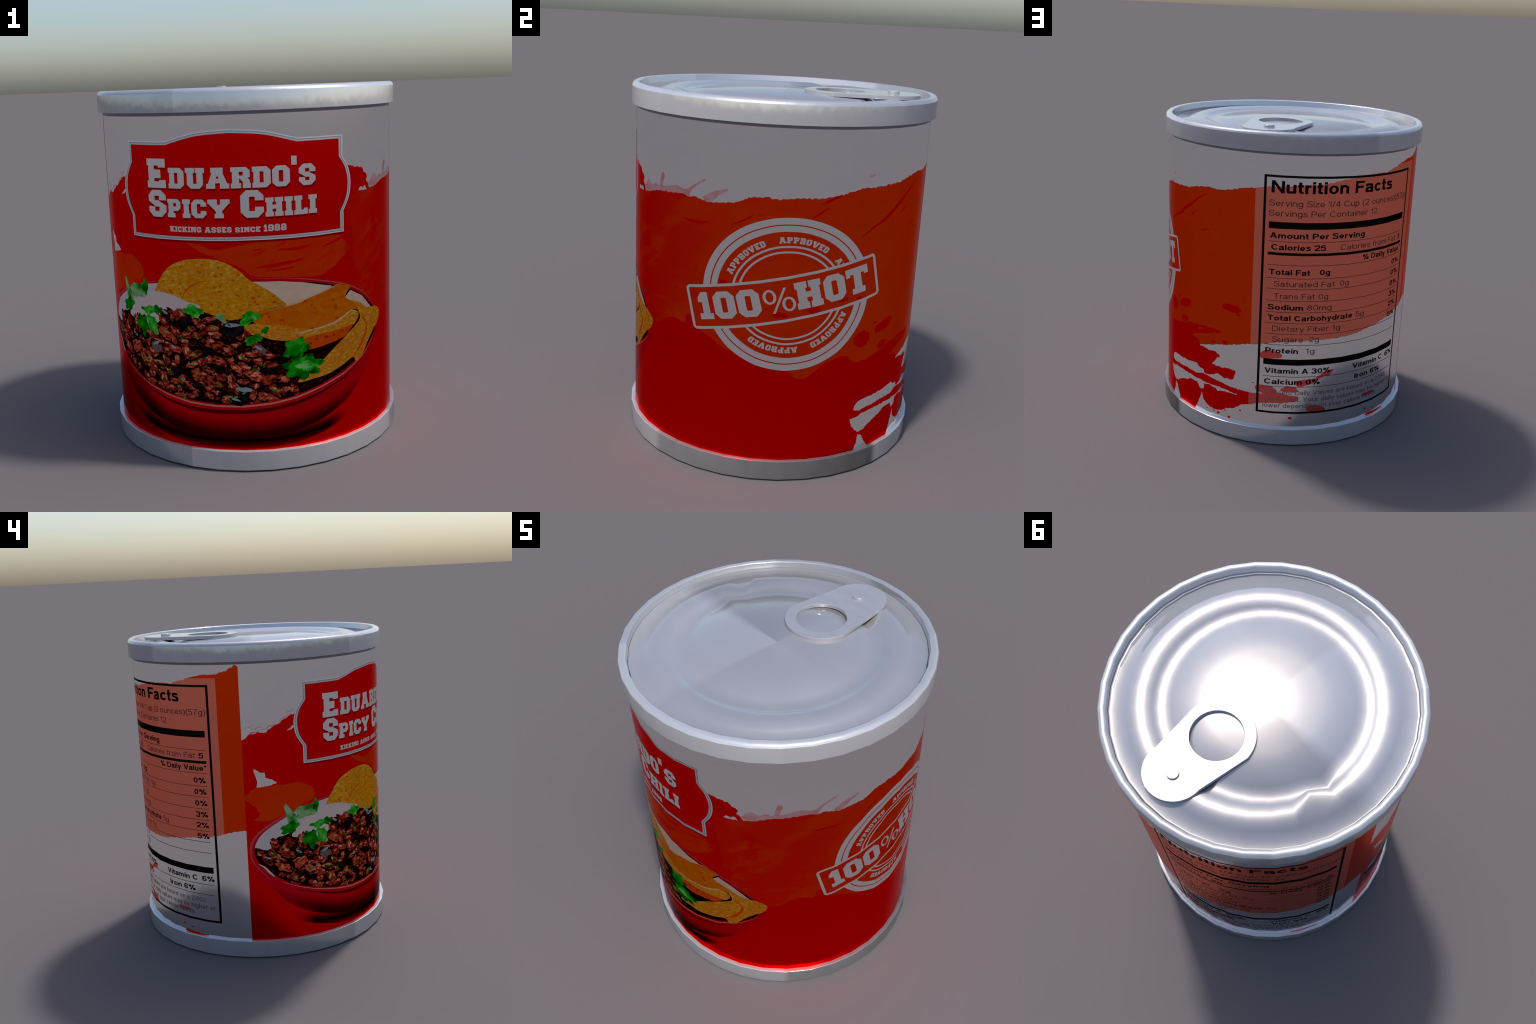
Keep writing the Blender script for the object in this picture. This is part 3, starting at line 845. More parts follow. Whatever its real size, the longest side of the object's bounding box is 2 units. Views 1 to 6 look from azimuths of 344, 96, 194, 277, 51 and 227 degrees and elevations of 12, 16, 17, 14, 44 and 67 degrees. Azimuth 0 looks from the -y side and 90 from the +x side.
# ------------------------------------------------------------------ block letters with slab serifs, unit height
def slab_glyph(ch):
    """-> width, list of (+1/-1, polygon)"""
    S = 0.24                                          # serif thickness
    if ch == "I":
        w = 0.42
        return w, [(1, box(0.07, 0, w - 0.07, 1)), (1, box(0, 0, w, S)), (1, box(0, 1 - S, w, 1))]
    if ch == "E":
        w = 0.72
        return w, [(1, box(0.055, 0, w, 1)), (1, box(0, 0, 0.3, S)), (1, box(0, 1 - S, 0.3, 1)),
                   (-1, [(0.30, 0.63), (0.30, 0.765), (0.46, 0.765), (0.46, 0.70), (w + 1, 0.70), (w + 1, 0.30), (0.54, 0.30), (0.54, 0.63)]),
                   (-1, [(0.30, 0.335), (0.30, 0.225), (0.48, 0.225), (0.48, 0.275), (w + 1, 0.275), (w + 1, 0.335)])]
    if ch == "L":
        w = 0.73
        return w, [(1, box(0.07, 0, 0.38, 1)), (1, box(0, 0, w, S)), (1, box(0, 1 - S, 0.44, 1)), (1, box(w - 0.22, 0, w, 0.33))]
    if ch == "D":
        w, c = 0.80, 0.18
        return w, [(1, [(0, 0), (w - c, 0), (w, c), (w, 1 - c), (w - c, 1), (0, 1)]), (-1, box(-1, S, 0.055, 1 - S)), (-1, box(0.32, S, 0.49, 1 - S))]
    if ch in "O0":
        w = 0.78
        return w, [(1, box(0, 0, w, 1, 0.19)), (-1, box(0.29, 0.23, w - 0.29, 0.77, 0.03))]
    if ch == "C":
        w = 0.80
        return w, [(1, box(0, 0, w, 1, 0.2)), (-1, box(0.30, 0.24, w - 0.30, 0.76, 0.03)), (-1, box(w - 0.31, 0.39, w + 1, 0.62))]
    if ch == "G":
        w = 0.82
        return w, [(1, box(0, 0, w, 1, 0.2)), (-1, box(0.30, 0.24, w - 0.28, 0.76, 0.03)), (-1, box(w - 0.29, 0.52, w + 1, 0.64)), (1, box(0.44, 0.36, w, 0.54))]
    if ch == "S":
        w = 0.78
        return w, [(1, box(0, 0, w, 1, 0.2)), (-1, box(0.29, 0.62, w - 0.29, 0.78)), (-1, box(0.29, 0.22, w - 0.29, 0.38)),
                   (-1, [(w + 0.01, 0.615), (w - 0.30, 0.622), (w - 0.30, 0.60), (w + 0.01, 0.42)]), (-1, [(-0.01, 0.385), (0.30, 0.378), (0.30, 0.40), (-0.01, 0.58)])]
    if ch in "PR":
        w = 0.82 if ch == "P" else 0.86
        top = [(0, 1), (0, 0.78), (0.06, 0.78), (0.06, 0.36 if ch == "P" else 0.42), (w - 0.2, 0.36 if ch == "P" else 0.46), (w - 0.03, 0.52), (w - 0.03, 0.84), (w - 0.19, 1)]
        ops = [(1, top), (1, box(0.06, 0, 0.36, 1)), (1, box(0, 0, 0.46 if ch == "P" else 0.44, S))]
        if ch == "R":
            ops += [(1, [(0.40, 0.44), (0.52, 0.30), (0.52, 0), (w, 0), (w, S), (w - 0.04, S), (w - 0.04, 0.38), (w - 0.14, 0.5)])]
        return w, ops + [(-1, box(0.36, 0.60, 0.53, 0.78))]
    if ch == "U":
        w = 0.90
        return w, [(1, [(0.07, 0.19), (0.24, 0), (w - 0.24, 0), (w - 0.07, 0.19), (w - 0.07, 1), (0.07, 1)]), (1, box(0, 1 - S, 0.43, 1)), (1, box(w - 0.43, 1 - S, w, 1)),
                   (-1, box(0.37, 0.24, w - 0.37, 1 - S + 0.001)), (-1, box(0.43, 0.7, w - 0.43, 1.01))]
    if ch == "A":
        w = 1.02
        return w, [(1, [(0.07, 0.2), (0.27, 0.8), (0.72, 0.8), (0.95, 0.2)]), (1, box(0.21, 0.76, 0.76, 1)), (-1, box(0.40, -0.1, 0.61, 0.26)), (1, box(0, 0, 0.40, S)),
                   (1, box(0.61, 0, w, S)), (-1, [(0.43, 0.48), (0.57, 0.48), (0.50, 0.62)])]
    if ch == "V":
        w = 1.0
        return w, [(1, [(0.06, 0.8), (0.32, 0), (0.68, 0), (0.94, 0.8)]), (1, box(0, 1 - S, 0.46, 1)), (1, box(0.58, 1 - S, w, 1)), (-1, [(0.45, 1.01), (0.45, 0.74), (0.52, 0.46), (0.59, 0.74), (0.59, 1.01)])]
    if ch == "Y":
        w = 1.12
        return w, [(1, [(0.02, 0.8), (0.40, 0.36), (0.72, 0.36), (1.10, 0.8)]), (1, box(0, 1 - S, 0.48, 1)), (1, box(w - 0.48, 1 - S, w, 1)), (1, box(0.41, 0, 0.73, 0.5)),
                   (1, box(0.34, 0, 0.80, S)), (-1, [(0.48, 1.01), (0.48, 0.76), (0.56, 0.68), (0.64, 0.76), (0.64, 1.01)])]
    if ch == "H":
        w = 0.90
        return w, [(1, box(0.06, 0, 0.36, 1)), (1, box(w - 0.36, 0, w - 0.06, 1)), (1, box(0, 0, 0.42, S)), (1, box(0, 1 - S, 0.42, 1)), (1, box(w - 0.42, 0, w, S)),
                   (1, box(w - 0.42, 1 - S, w, 1)), (1, box(0.2, 0.40, w - 0.2, 0.61))]
    if ch == "N":
        w = 0.94
        return w, [(1, box(0.06, 0, 0.30, 1)), (1, box(w - 0.30, 0, w - 0.06, 1)), (1, box(0, 0, 0.38, S)), (1, box(0, 1 - S, 0.34, 1)), (1, box(w - 0.40, 1 - S, w, 1)),
                   (1, [(0.06, 1), (0.36, 1), (w - 0.06, 0.25), (w - 0.06, 0), (w - 0.32, 0)])]
    if ch == "K":
        w = 0.92
        return w, [(1, box(0.06, 0, 0.34, 1)), (1, box(0, 0, 0.42, S)), (1, box(0, 1 - S, 0.42, 1)), (1, [(0.3, 0.36), (0.3, 0.62), (0.56, 0.9), (0.86, 0.9)]),
                   (1, [(0.36, 0.58), (0.56, 0.66), (0.90, 0.1), (0.56, 0.1)]), (1, box(0.50, 1 - S, w - 0.02, 1)), (1, box(0.50, 0, w, S))]
    if ch == "T":
        w = 0.82
        return w, [(1, box(0.27, 0, w - 0.27, 1)), (1, box(0, 1 - S, w, 1)), (1, box(0, 0.68, 0.15, 1)), (1, box(w - 0.15, 0.68, w, 1)), (1, box(0.17, 0, w - 0.17, 0.22))]
    if ch == "1":
        w = 0.52
        return w, [(1, box(0.15, 0, 0.41, 1)), (1, box(0, 0, w, 0.22)), (1, [(0, 0.63), (0, 0.80), (0.16, 1), (0.3, 1), (0.3, 0.63)])]
    if ch == "8":
        w = 0.80
        return w, [(1, box(0.03, 0.42, w - 0.03, 1, 0.16)), (1, box(0, 0, w, 0.58, 0.16)), (-1, box(0.30, 0.62, w - 0.30, 0.79)), (-1, box(0.30, 0.21, w - 0.30, 0.38))]
    if ch == "9":
        w = 0.80
        return w, [(1, box(0, 0, w, 1, 0.18)), (-1, box(0.29, 0.58, w - 0.29, 0.78)), (-1, box(-1, 0.30, 0.48, 0.40)), (-1, box(0.29, 0.22, 0.50, 0.38))]
    if ch == "'":
        return 0.2, [(1, box(0, 0.58, 0.2, 1))]
    return 0.4, []


def glyph_at(ch, place, sx=1.0):
    """glyph polygons moved by place(x, y)"""
    w, ops = slab_glyph(ch)
    return [(s, [place(x * sx, y) for x, y in p]) for s, p in ops]


def letter_row(text, a0, a1, base, cap, parent, lift, ink, shadow=None, gap=0.07, name="letter"):
    total = sum(slab_glyph(c)[0] for c in text) + gap * (len(text) - 1)
    k = (a1 - a0) * K / total                         # width of one unit
    x = a0 * K
    for c in text:
        w, ops = slab_glyph(c)
        if ops:
            flat = built([(s, [(x + px * k, base + py * cap) for px, py in p]) for s, p in ops])
            if shadow is not None:
                wrap("letter_shadow", ([(u, v - 0.011) for u, v in flat[0]], flat[1]), lift - 0.4, shadow, parent)
            wrap(name, flat, lift, ink, parent)
        x += (w + gap) * k


# ------------------------------------------------------------------ brand badge
badge = new_object("brand_badge", None, can)
MID = -111.7


def badge_outline(t):
    """t = 0 inner edge of the silver border, 1 its outer edge"""
    g, h = 1.55 * t, 0.0185 * t
    right = spline([(0, 1.774 + h), (12.0, 1.7605 + h), (23.6 + 0.2 * t, 1.719 + h)], False, 8)
    right += [(40.55 + g, 1.719 + h)] + [(40.55 + g, 1.629 + 0.15 * h)]
    right += spline([(40.55 + g, 1.629), (43.5 + g, 1.567), (44.6 + g, 1.495), (43.7 + g, 1.418), (40.75 + g, 1.349)], False, 6)[1:]
    right += [(40.75 + g, 1.2575 - h), (20, 1.2575 - h)]
    pts = right + [(-a, z) for a, z in reversed(right[1:])]
    return A([(MID + a, z) for a, z in pts])


silver = plain_ink("silver_ink", (0.93, 0.95, 0.98), 0.3)
silver_dark = plain_ink("silver_dark_ink", (0.40, 0.42, 0.48), 0.3)
silver_mid = plain_ink("silver_mid_ink", (0.66, 0.74, 0.80), 0.3)
soft_red = plain_ink("dim_red_ink", (0.42, 0.0005, 0.0005))
bands = [badge_outline(t) for t in (0.0, 0.42, 0.68, 1.0)]
under = built([(1, bands[3]), (-1, bands[1])])
wrap("badge_shadow", ([(x, z - 0.010) for x, z in under[0]], under[1]), 1.7, soft_red, badge)
wrap("border_edge", built([(1, bands[3]), (-1, bands[2])]), 2.2, silver, badge)
wrap("border_dark_band", built([(1, bands[2]), (-1, bands[1])]), 2.2, silver_dark, badge)  # flat printed bands: the bevel shading is drawn by the silver tones
wrap("border_mid_band", built([(1, bands[1]), (-1, bands[0])]), 2.2, silver_mid, badge)
wrap("badge_panel", union(bands[0]), 2.2, red_ink, badge)
letter_white = plain_ink("letter_white", (0.95, 0.95, 0.96), 0.2)
for text, a0, a1, base, cap in (("E", -144.15, -135.75, 1.502, 0.149), ("DUARDO", -134.6, -90.8, 1.502, 0.104), ("S", -87.5, -81.2, 1.500, 0.107), ("S", -144.15, -136.1, 1.353, 0.139),
                                ("PICY", -135.6, -112.0, 1.354, 0.0945), ("C", -108.3, -100.3, 1.353, 0.138), ("HIL", -99.75, -84.4, 1.355, 0.095), ("I", -84.05, -80.9, 1.356, 0.094)):
    letter_row(text, a0, a1, base, cap, badge, 3.0, letter_white, soft_red)
wrap("letter", union(A([(-90.2, 1.606), (-88.2, 1.605), (-88.2, 1.649), (-90.2, 1.650)])), 3.0, letter_white, badge)
for text, a0, a1, cap in (("KICKING", -135.0, -122.6, 0.0285), ("ASSES", -121.3, -111.7, 0.0285), ("SINCE", -110.5, -101.7, 0.0265), ("1988", -100.6, -92.5, 0.0345)):
    letter_row(text, a0, a1, 1.281, cap, badge, 3.0, letter_white, None, 0.1, "small_letter")

# ------------------------------------------------------------------ approval stamp
stamp = new_object("approval_stamp", None, can)
CX, CZ, TILT = 10.4 * K, 1.0285, math.radians(13.0)
ct, st = math.cos(TILT), math.sin(TILT)


def tilted(u, v):
    """banner frame of the stamp -> artwork plane"""
    return CX + u * ct - v * st, CZ + u * st + v * ct


def banner(grow):
    u0, u1, v0, v1, r = -0.4906 - grow, 0.4604 + grow, -0.1327 - grow, 0.1031 + grow, 0.022 + grow
    pts = []
    for cu, cv, a in ((u1 - r, v1 - r, 0), (u0 + r, v1 - r, 90), (u0 + r, v0 + r, 180), (u1 - r, v0 + r, 270)):
        pts += [(cu + r * math.cos(math.radians(a + 15 * k)), cv + r * math.sin(math.radians(a + 15 * k))) for k in range(7)]
    return [tilted(u, v) for u, v in pts]


def circle(r):
    return ellipse(CX, CZ, r, r, 0, 120)


stamp_ink = white_ink
banner_out, banner_in = banner(0), banner(-0.0145)
for r1, r0 in ((0.4025, 0.3690), (0.3630, 0.3325), (0.2615, 0.2510), (0.2335, 0.2235)):
    wrap("stamp_ring", region(lambda a, b, c: a & ~b & ~c, circle(r1), circle(r0), banner_out), 1.9, stamp_ink, stamp)
wrap("banner_frame", built([(1, banner_out), (-1, banner_in)]), 1.9, stamp_ink, stamp)
for ch, u0, u1 in (("1", -0.4360, -0.3650), ("0", -0.3556, -0.2480), ("0", -0.2380, -0.1300), ("H", 0.0350, 0.1570), ("O", 0.1690, 0.2745), ("T", 0.2840, 0.4050)):
    w, _ = slab_glyph(ch)
    wrap("stamp_letter", built(glyph_at(ch, lambda x, y: tilted(u0 + x * (u1 - u0) / w, -0.0812 + y * 0.1435))), 1.9, stamp_ink, stamp)
ring = lambda a, z: built([(1, ellipse(a * K, z, 0.0310, 0.0385, TILT)), (-1, ellipse(a * K, z, 0.0175, 0.0275, TILT))])
wrap("percent_ring", ring(3.95, 1.0185), 1.9, stamp_ink, stamp)
wrap("percent_ring", ring(10.95, 0.9890), 1.9, stamp_ink, stamp)
wrap("percent_slash", union(A([(5.55, 0.932), (6.45, 0.935), (9.45, 1.076), (8.5, 1.073)])), 1.9, stamp_ink, stamp)
word = "APPROVED"
units = sum(slab_glyph(c)[0] for c in word) + 0.12 * 7
for start in (-70.6, -10.8, 49.0, 108.8, 168.6):
    x = 0.0
    for ch in word:
        def on_arc(px, py):
            a = math.radians(90 - start - (x + px) / units * 47.2)
            r = 0.2745 + py * 0.0315
            return CX + r * math.cos(a), CZ + r * math.sin(a)
        ops = glyph_at(ch, on_arc)

        def rule(b, *m):
            on = np.zeros(len(b), bool)
            for (s, _), q in zip(ops, m):
                on = on | q if s > 0 else on & ~q
            return on & ~b
        flat = region(rule, banner_out, *[p for _, p in ops])
        if flat[1]:
            wrap("arc_letter", flat, 1.9, stamp_ink, stamp)
        x += slab_glyph(ch)[0] + 0.12

# ------------------------------------------------------------------ printed picture: bowl of chili with tortilla chips
picture = new_object("food_picture", None, can)

RIM_OUT = [(-143.7, 1.012), (-153.2, 0.978), (-162.8, 0.928), (-171.6, 0.858), (-176.3, 0.799), (-178.6, 0.745), (-179.3, 0.700), (-178.3, 0.640), (-175.0, 0.555), (-170.0, 0.492),
           (-164.2, 0.437), (-154.7, 0.389), (-145.2, 0.354), (-134.3, 0.329), (-120, 0.315), (-108, 0.317), (-97, 0.330), (-86.5, 0.360), (-77, 0.398), (-68.5, 0.442),
           (-61, 0.490), (-55, 0.540), (-50.0, 0.600), (-47.9, 0.665), (-48.4, 0.735), (-50.3, 0.785), (-53.9, 0.832), (-59.8, 0.898), (-66.6, 0.949), (-72.7, 0.980),
           (-80, 1.007), (-88, 1.029), (-97, 1.043), (-110, 1.049), (-127, 1.04)]
RIM_IN = [(-144.2, 0.993), (-155.4, 0.961), (-163.2, 0.909), (-170.4, 0.849), (-174.7, 0.792), (-176.8, 0.725), (-176.4, 0.665), (-173.1, 0.595), (-167.0, 0.526), (-160.7, 0.475),
          (-150.1, 0.427), (-141, 0.398), (-132, 0.380), (-120, 0.369), (-110, 0.369), (-101.3, 0.379), (-93.9, 0.392), (-86.1, 0.416), (-79.6, 0.443), (-72.0, 0.476),
          (-64.8, 0.515), (-59.0, 0.555), (-54.6, 0.597), (-51.2, 0.645), (-49.9, 0.700), (-51.2, 0.765), (-54.5, 0.812), (-60.2, 0.876), (-66.9, 0.928), (-73, 0.958),
          (-80, 0.988), (-88, 1.007), (-97, 1.020), (-108, 1.026), (-127, 1.02)]
BODY = [(-175.5, 0.562), (-170.4, 0.470), (-164.4, 0.371), (-155.8, 0.289), (-148.0, 0.244), (-140.0, 0.213), (-132.9, 0.191), (-123.0, 0.178), (-112.0, 0.176), (-98.7, 0.188),
        (-92.0, 0.201), (-83.2, 0.229), (-74.4, 0.276), (-67.2, 0.332), (-60.7, 0.412), (-54.8, 0.510), (-49.7, 0.606), (-48.0, 0.660), (-70, 0.62), (-112, 0.55), (-150, 0.58)]
rim_out, rim_in, body = spline(A(RIM_OUT), True, 4), spline(A(RIM_IN), True, 4), spline(A(BODY), True, 4)


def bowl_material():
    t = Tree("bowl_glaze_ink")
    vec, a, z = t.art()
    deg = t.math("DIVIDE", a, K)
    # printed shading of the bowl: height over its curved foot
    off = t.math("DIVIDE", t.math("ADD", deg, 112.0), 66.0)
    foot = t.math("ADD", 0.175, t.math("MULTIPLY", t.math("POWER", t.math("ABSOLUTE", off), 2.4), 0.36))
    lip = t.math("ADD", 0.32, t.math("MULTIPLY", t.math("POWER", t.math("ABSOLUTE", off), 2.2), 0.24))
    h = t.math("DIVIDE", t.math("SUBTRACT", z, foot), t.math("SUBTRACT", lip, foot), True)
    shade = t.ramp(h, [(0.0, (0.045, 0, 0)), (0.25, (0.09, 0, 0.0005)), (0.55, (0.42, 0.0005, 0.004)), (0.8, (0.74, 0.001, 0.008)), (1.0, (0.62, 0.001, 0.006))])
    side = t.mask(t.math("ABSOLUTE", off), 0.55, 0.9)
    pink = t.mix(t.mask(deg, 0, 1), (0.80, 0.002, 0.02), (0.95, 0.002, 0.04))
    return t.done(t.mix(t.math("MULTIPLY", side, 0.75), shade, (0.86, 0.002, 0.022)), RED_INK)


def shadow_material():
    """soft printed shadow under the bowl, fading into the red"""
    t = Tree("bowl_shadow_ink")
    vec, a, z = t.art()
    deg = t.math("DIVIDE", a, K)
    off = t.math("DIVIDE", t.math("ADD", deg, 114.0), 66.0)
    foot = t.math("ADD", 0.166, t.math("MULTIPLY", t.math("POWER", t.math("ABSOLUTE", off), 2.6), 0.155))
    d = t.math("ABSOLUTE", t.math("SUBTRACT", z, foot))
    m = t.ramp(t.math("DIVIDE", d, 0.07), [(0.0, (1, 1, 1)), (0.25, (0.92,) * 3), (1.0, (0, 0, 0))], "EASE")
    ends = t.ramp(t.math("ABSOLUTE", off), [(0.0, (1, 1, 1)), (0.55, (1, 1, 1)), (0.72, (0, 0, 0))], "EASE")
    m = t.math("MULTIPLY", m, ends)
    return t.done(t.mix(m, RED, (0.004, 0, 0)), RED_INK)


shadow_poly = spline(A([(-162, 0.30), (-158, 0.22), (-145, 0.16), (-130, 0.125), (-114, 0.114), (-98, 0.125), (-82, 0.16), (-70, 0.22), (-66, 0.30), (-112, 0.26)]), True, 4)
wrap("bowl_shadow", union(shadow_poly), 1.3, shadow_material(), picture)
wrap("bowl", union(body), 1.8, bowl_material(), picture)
wrap("bowl_rim", built([(1, rim_out), (-1, rim_in)]), 2.1, plain_ink("rim_ink", (0.78, 0.003, 0.018)), picture)
dark_red = plain_ink("dark_red_ink", (0.17, 0.0005, 0.0005))
pale_rim = plain_ink("pale_rim_ink", (0.93, 0.30, 0.24), 0.3)
dusk_rim = plain_ink("dusk_rim_ink", (0.72, 0.09, 0.12), 0.32)
wrap("rim_underline", union(stroke(spline(A([(-160, 0.436), (-151.2, 0.399), (-143.4, 0.366), (-135.8, 0.343), (-128, 0.330), (-119.4, 0.325), (-108, 0.328), (-97, 0.342), (-86, 0.372), (-77, 0.410), (-69, 0.452), (-60, 0.515)]), False, 5), 0.022, True)), 2.3, dark_red, picture)
wrap("rim_highlight", union(stroke(spline(A([(-166, 0.500), (-163.2, 0.480), (-155.9, 0.440), (-148.7, 0.411), (-141.5, 0.389), (-135.6, 0.374), (-129.7, 0.364), (-121, 0.357), (-110.0, 0.358), (-101.3, 0.367),
                                                (-93.9, 0.380), (-86.1, 0.403), (-79.4, 0.429), (-71.4, 0.462), (-64.8, 0.499), (-59.6, 0.536), (-55.4, 0.576), (-51.6, 0.626)]), False, 4), 0.010, True)), 2.5, pale_rim, picture)
wrap("rim_back_highlight", union(stroke(spline(A([(-106, 1.045), (-93.1, 1.034), (-83.7, 1.013), (-73, 0.975), (-66.6, 0.943), (-59.8, 0.892), (-53.9, 0.826), (-50.6, 0.780)]), False, 4), 0.007, True)), 2.4, dusk_rim, picture)
wrap("rim_back_highlight", union(stroke(spline(A([(-142, 1.010), (-153.2, 0.974), (-162.8, 0.923), (-171.6, 0.855), (-176.8, 0.785), (-178.6, 0.705), (-176.9, 0.615), (-170.0, 0.51)]), False, 4), 0.014, True)), 2.4, dusk_rim, picture)


def chili_base():
    t = Tree("chili_sauce_ink")
    vec, a, z = t.art()
    v = t.voronoi(t.mapped(vec, (1, 1.4, 1), -0.5), 55)
    n = t.noise(vec, 60, 3)
    c = t.ramp(t.math("ADD", t.math("MULTIPLY", v, 0.6), t.math("MULTIPLY", n, 0.5)), [(0.35, (0.16, 0.02, 0.012)), (0.45, (0.03, 0.003, 0.002)), (0.6, (0.004, 0.001, 0.001))])
    return t.done(c, 0.34)


wrap("chili_sauce", union(rim_in), 2.1, chili_base(), picture)  # dark fill of the contents, also the printed shadow by the chips
bowl_white = plain_ink("bowl_white_ink", (0.80, 0.80, 0.84), 0.2)
wrap("bowl_inside", region(lambda a, b: a & b, rim_in, spline(A([(-180, 0.76), (-175.5, 0.725), (-172, 0.71), (-169.6, 0.722), (-167.0, 0.786), (-163, 0.80), (-150, 0.88), (-128, 0.95), (-128, 1.06), (-180, 1.0)]), True, 3)), 2.3, bowl_white, picture)
wrap("bowl_inside", union(spline(A([(-175.6, 0.62), (-172.5, 0.60), (-168.6, 0.535), (-170.5, 0.55), (-173.6, 0.60)]), True, 3)), 2.4, bowl_white, picture)

cream_t = Tree("cream_ink")
cv, ca, cz = cream_t.art()
cream_ink = cream_t.done(cream_t.mix(cream_t.mask(cream_t.noise(cv, 14, 3), 0.35, 0.7), (0.98, 0.83, 0.62), (0.90, 0.68, 0.52)), 0.26)
wrap("cream_wedge", union(A([(-105.5, 1.026), (-95.5, 1.021), (-87.0, 1.004), (-75.1, 0.962), (-80, 0.92), (-92.5, 0.87), (-100, 0.90)])), 2.4, cream_ink, picture)
wrap("cream_wedge", union(A([(-69.6, 0.880), (-66.4, 0.918), (-59.9, 0.868), (-53.9, 0.788), (-58.1, 0.790), (-64.9, 0.85)])), 2.4, cream_ink, picture)


def chip_ink(name, base, light, dot, scale=24, dots=0.5):
    """fried corn: pale flecks, brown freckles, broad darker mottling"""
    t = Tree(name)
    vec, a, z = t.art()
    n = t.noise(t.mapped(vec, (1, 1.6, 1), -0.3), scale * 1.5, 3, 0.6)
    slow = t.noise(vec, 7, 3)
    c = t.mix(t.mask(n, 0.46, 0.66), base, light)
    c = t.mix(t.math("MULTIPLY", t.mask(slow, 0.42, 0.7), 0.45), c, tuple(x * y for x, y in zip(base, (0.9, 0.62, 1.0))))
    v = t.voronoi(t.mapped(vec, (1, 1.15, 1), 0.3), scale * 1.3)
    size = t.noise(vec, scale * 0.8, 2)
    spot = t.math("SUBTRACT", t.math("MULTIPLY", size, 0.62), v)
    c = t.mix(t.ramp(spot, [(0.03, (0, 0, 0)), (0.14, (dots * 1.6,) * 3)]), c, dot)
    return t.done(c, RED_INK)


corn = chip_ink("corn_chip_ink", (0.90, 0.37, 0.002), (1.0, 0.68, 0.12), (0.78, 0.13, 0.004))
corn2 = chip_ink("corn_chip_shade_ink", (0.90, 0.36, 0.002), (0.98, 0.62, 0.07), (0.72, 0.10, 0.004), 27)
fried = chip_ink("fried_chip_ink", (0.90, 0.21, 0.002), (0.95, 0.31, 0.005), (0.85, 0.06, 0.004), 17)
golden = chip_ink("golden_chip_ink", (0.92, 0.34, 0.004), (1.0, 0.66, 0.14), (0.90, 0.17, 0.006), 30)
shaded_chip = chip_ink("shaded_chip_ink", (0.93, 0.11, 0.002), (0.96, 0.17, 0.004), (0.30, 0.02, 0.004), 28)  # orange-red for the printed shadow wedge and the crease
pale_chip = chip_ink("pale_chip_ink", (0.95, 0.68, 0.35), (1.0, 0.85, 0.5), (0.9, 0.4, 0.05), 34)
umber = plain_ink("umber_ink", (0.020, 0.002, 0.001))
FOOT = [(-93.4, 0.893), (-98, 0.875), (-104.7, 0.868), (-106.8, 0.85), (-113, 0.825), (-118, 0.845), (-124, 0.87)]
wrap("tortilla_chip", union(spline(A([(-143.9, 0.940), (-142.6, 0.988), (-140.1, 1.041), (-137.0, 1.089), (-132.5, 1.124), (-128.0, 1.140), (-121.6, 1.146), (-116.5, 1.136), (-112.6, 1.112), (-109.1, 1.077),
                                            (-106.9, 1.043), (-103, 1.008), (-98.6, 0.967), (-95.7, 0.928)] + FOOT + [(-131.6, 0.91), (-138.4, 0.93)]), True, 4)), 2.7, corn, picture)
wrap("tortilla_chip", union(spline(A([(-131.9, 0.925), (-130.3, 0.966), (-128.3, 0.994), (-125.3, 1.020), (-118.5, 1.042), (-111, 1.04), (-105, 1.015), (-98.6, 0.962), (-95.7, 0.925)] + FOOT), True, 4)), 3.0, corn2, picture)
wrap("chip_fold", union(stroke(A([(-131.7, 0.930), (-130.3, 0.966), (-128.3, 0.994), (-125.3, 1.020), (-121, 1.033)]), 0.010, True)), 3.1, plain_ink("chip_fold_ink", (0.80, 0.19, 0.002)), picture)
wrap("tortilla_chip", union(spline(A([(-110, 0.785), (-104, 0.808), (-96.6, 0.800), (-90.6, 0.775), (-84, 0.758), (-77, 0.760), (-71.6, 0.780), (-66.6, 0.806), (-62.2, 0.785), (-63, 0.74), (-66.9, 0.712), (-76, 0.712),
                                            (-86, 0.702), (-92.2, 0.700), (-98.6, 0.714), (-103, 0.738), (-109, 0.755)]), True, 4)), 2.7, golden, picture)
wrap("tortilla_chip", union(spline(A([(-107.5, 0.855), (-104.4, 0.872), (-98.2, 0.883), (-92.8, 0.890), (-88.4, 0.903), (-83.9, 0.923), (-75.1, 0.953), (-72.1, 0.966), (-68.5, 0.954), (-66.4, 0.937), (-69.0, 0.890),
                                            (-64.8, 0.845), (-62.0, 0.800), (-65.5, 0.806), (-69.5, 0.787), (-74.1, 0.762), (-80.4, 0.748), (-86, 0.752), (-91, 0.769), (-96.6, 0.795), (-101, 0.795), (-105, 0.81)]), True, 4)), 2.9, fried, picture)
wrap("chip_edge", union(stroke(spline(A([(-104, 0.870), (-98.2, 0.883), (-92.8, 0.891), (-88.4, 0.904), (-83.9, 0.924), (-75.1, 0.954), (-72.3, 0.964)]), False, 4), 0.010, True)), 3.0, pale_chip, picture)
wrap("tortilla_chip", union(spline(A([(-68.6, 0.868), (-62.2, 0.842), (-56.9, 0.792), (-53.5, 0.786), (-50.3, 0.779), (-46.9, 0.743), (-48.4, 0.690), (-52.2, 0.650), (-56.6, 0.592), (-60.2, 0.535), (-63.4, 0.512),
                                            (-65.5, 0.540), (-71.4, 0.512), (-77.1, 0.487), (-82.4, 0.478), (-89.5, 0.468), (-88, 0.50), (-80.0, 0.568), (-75.0, 0.618), (-68.7, 0.677), (-63.8, 0.715), (-61.2, 0.750), (-62.6, 0.800)]), True, 4)), 2.8, golden, picture)
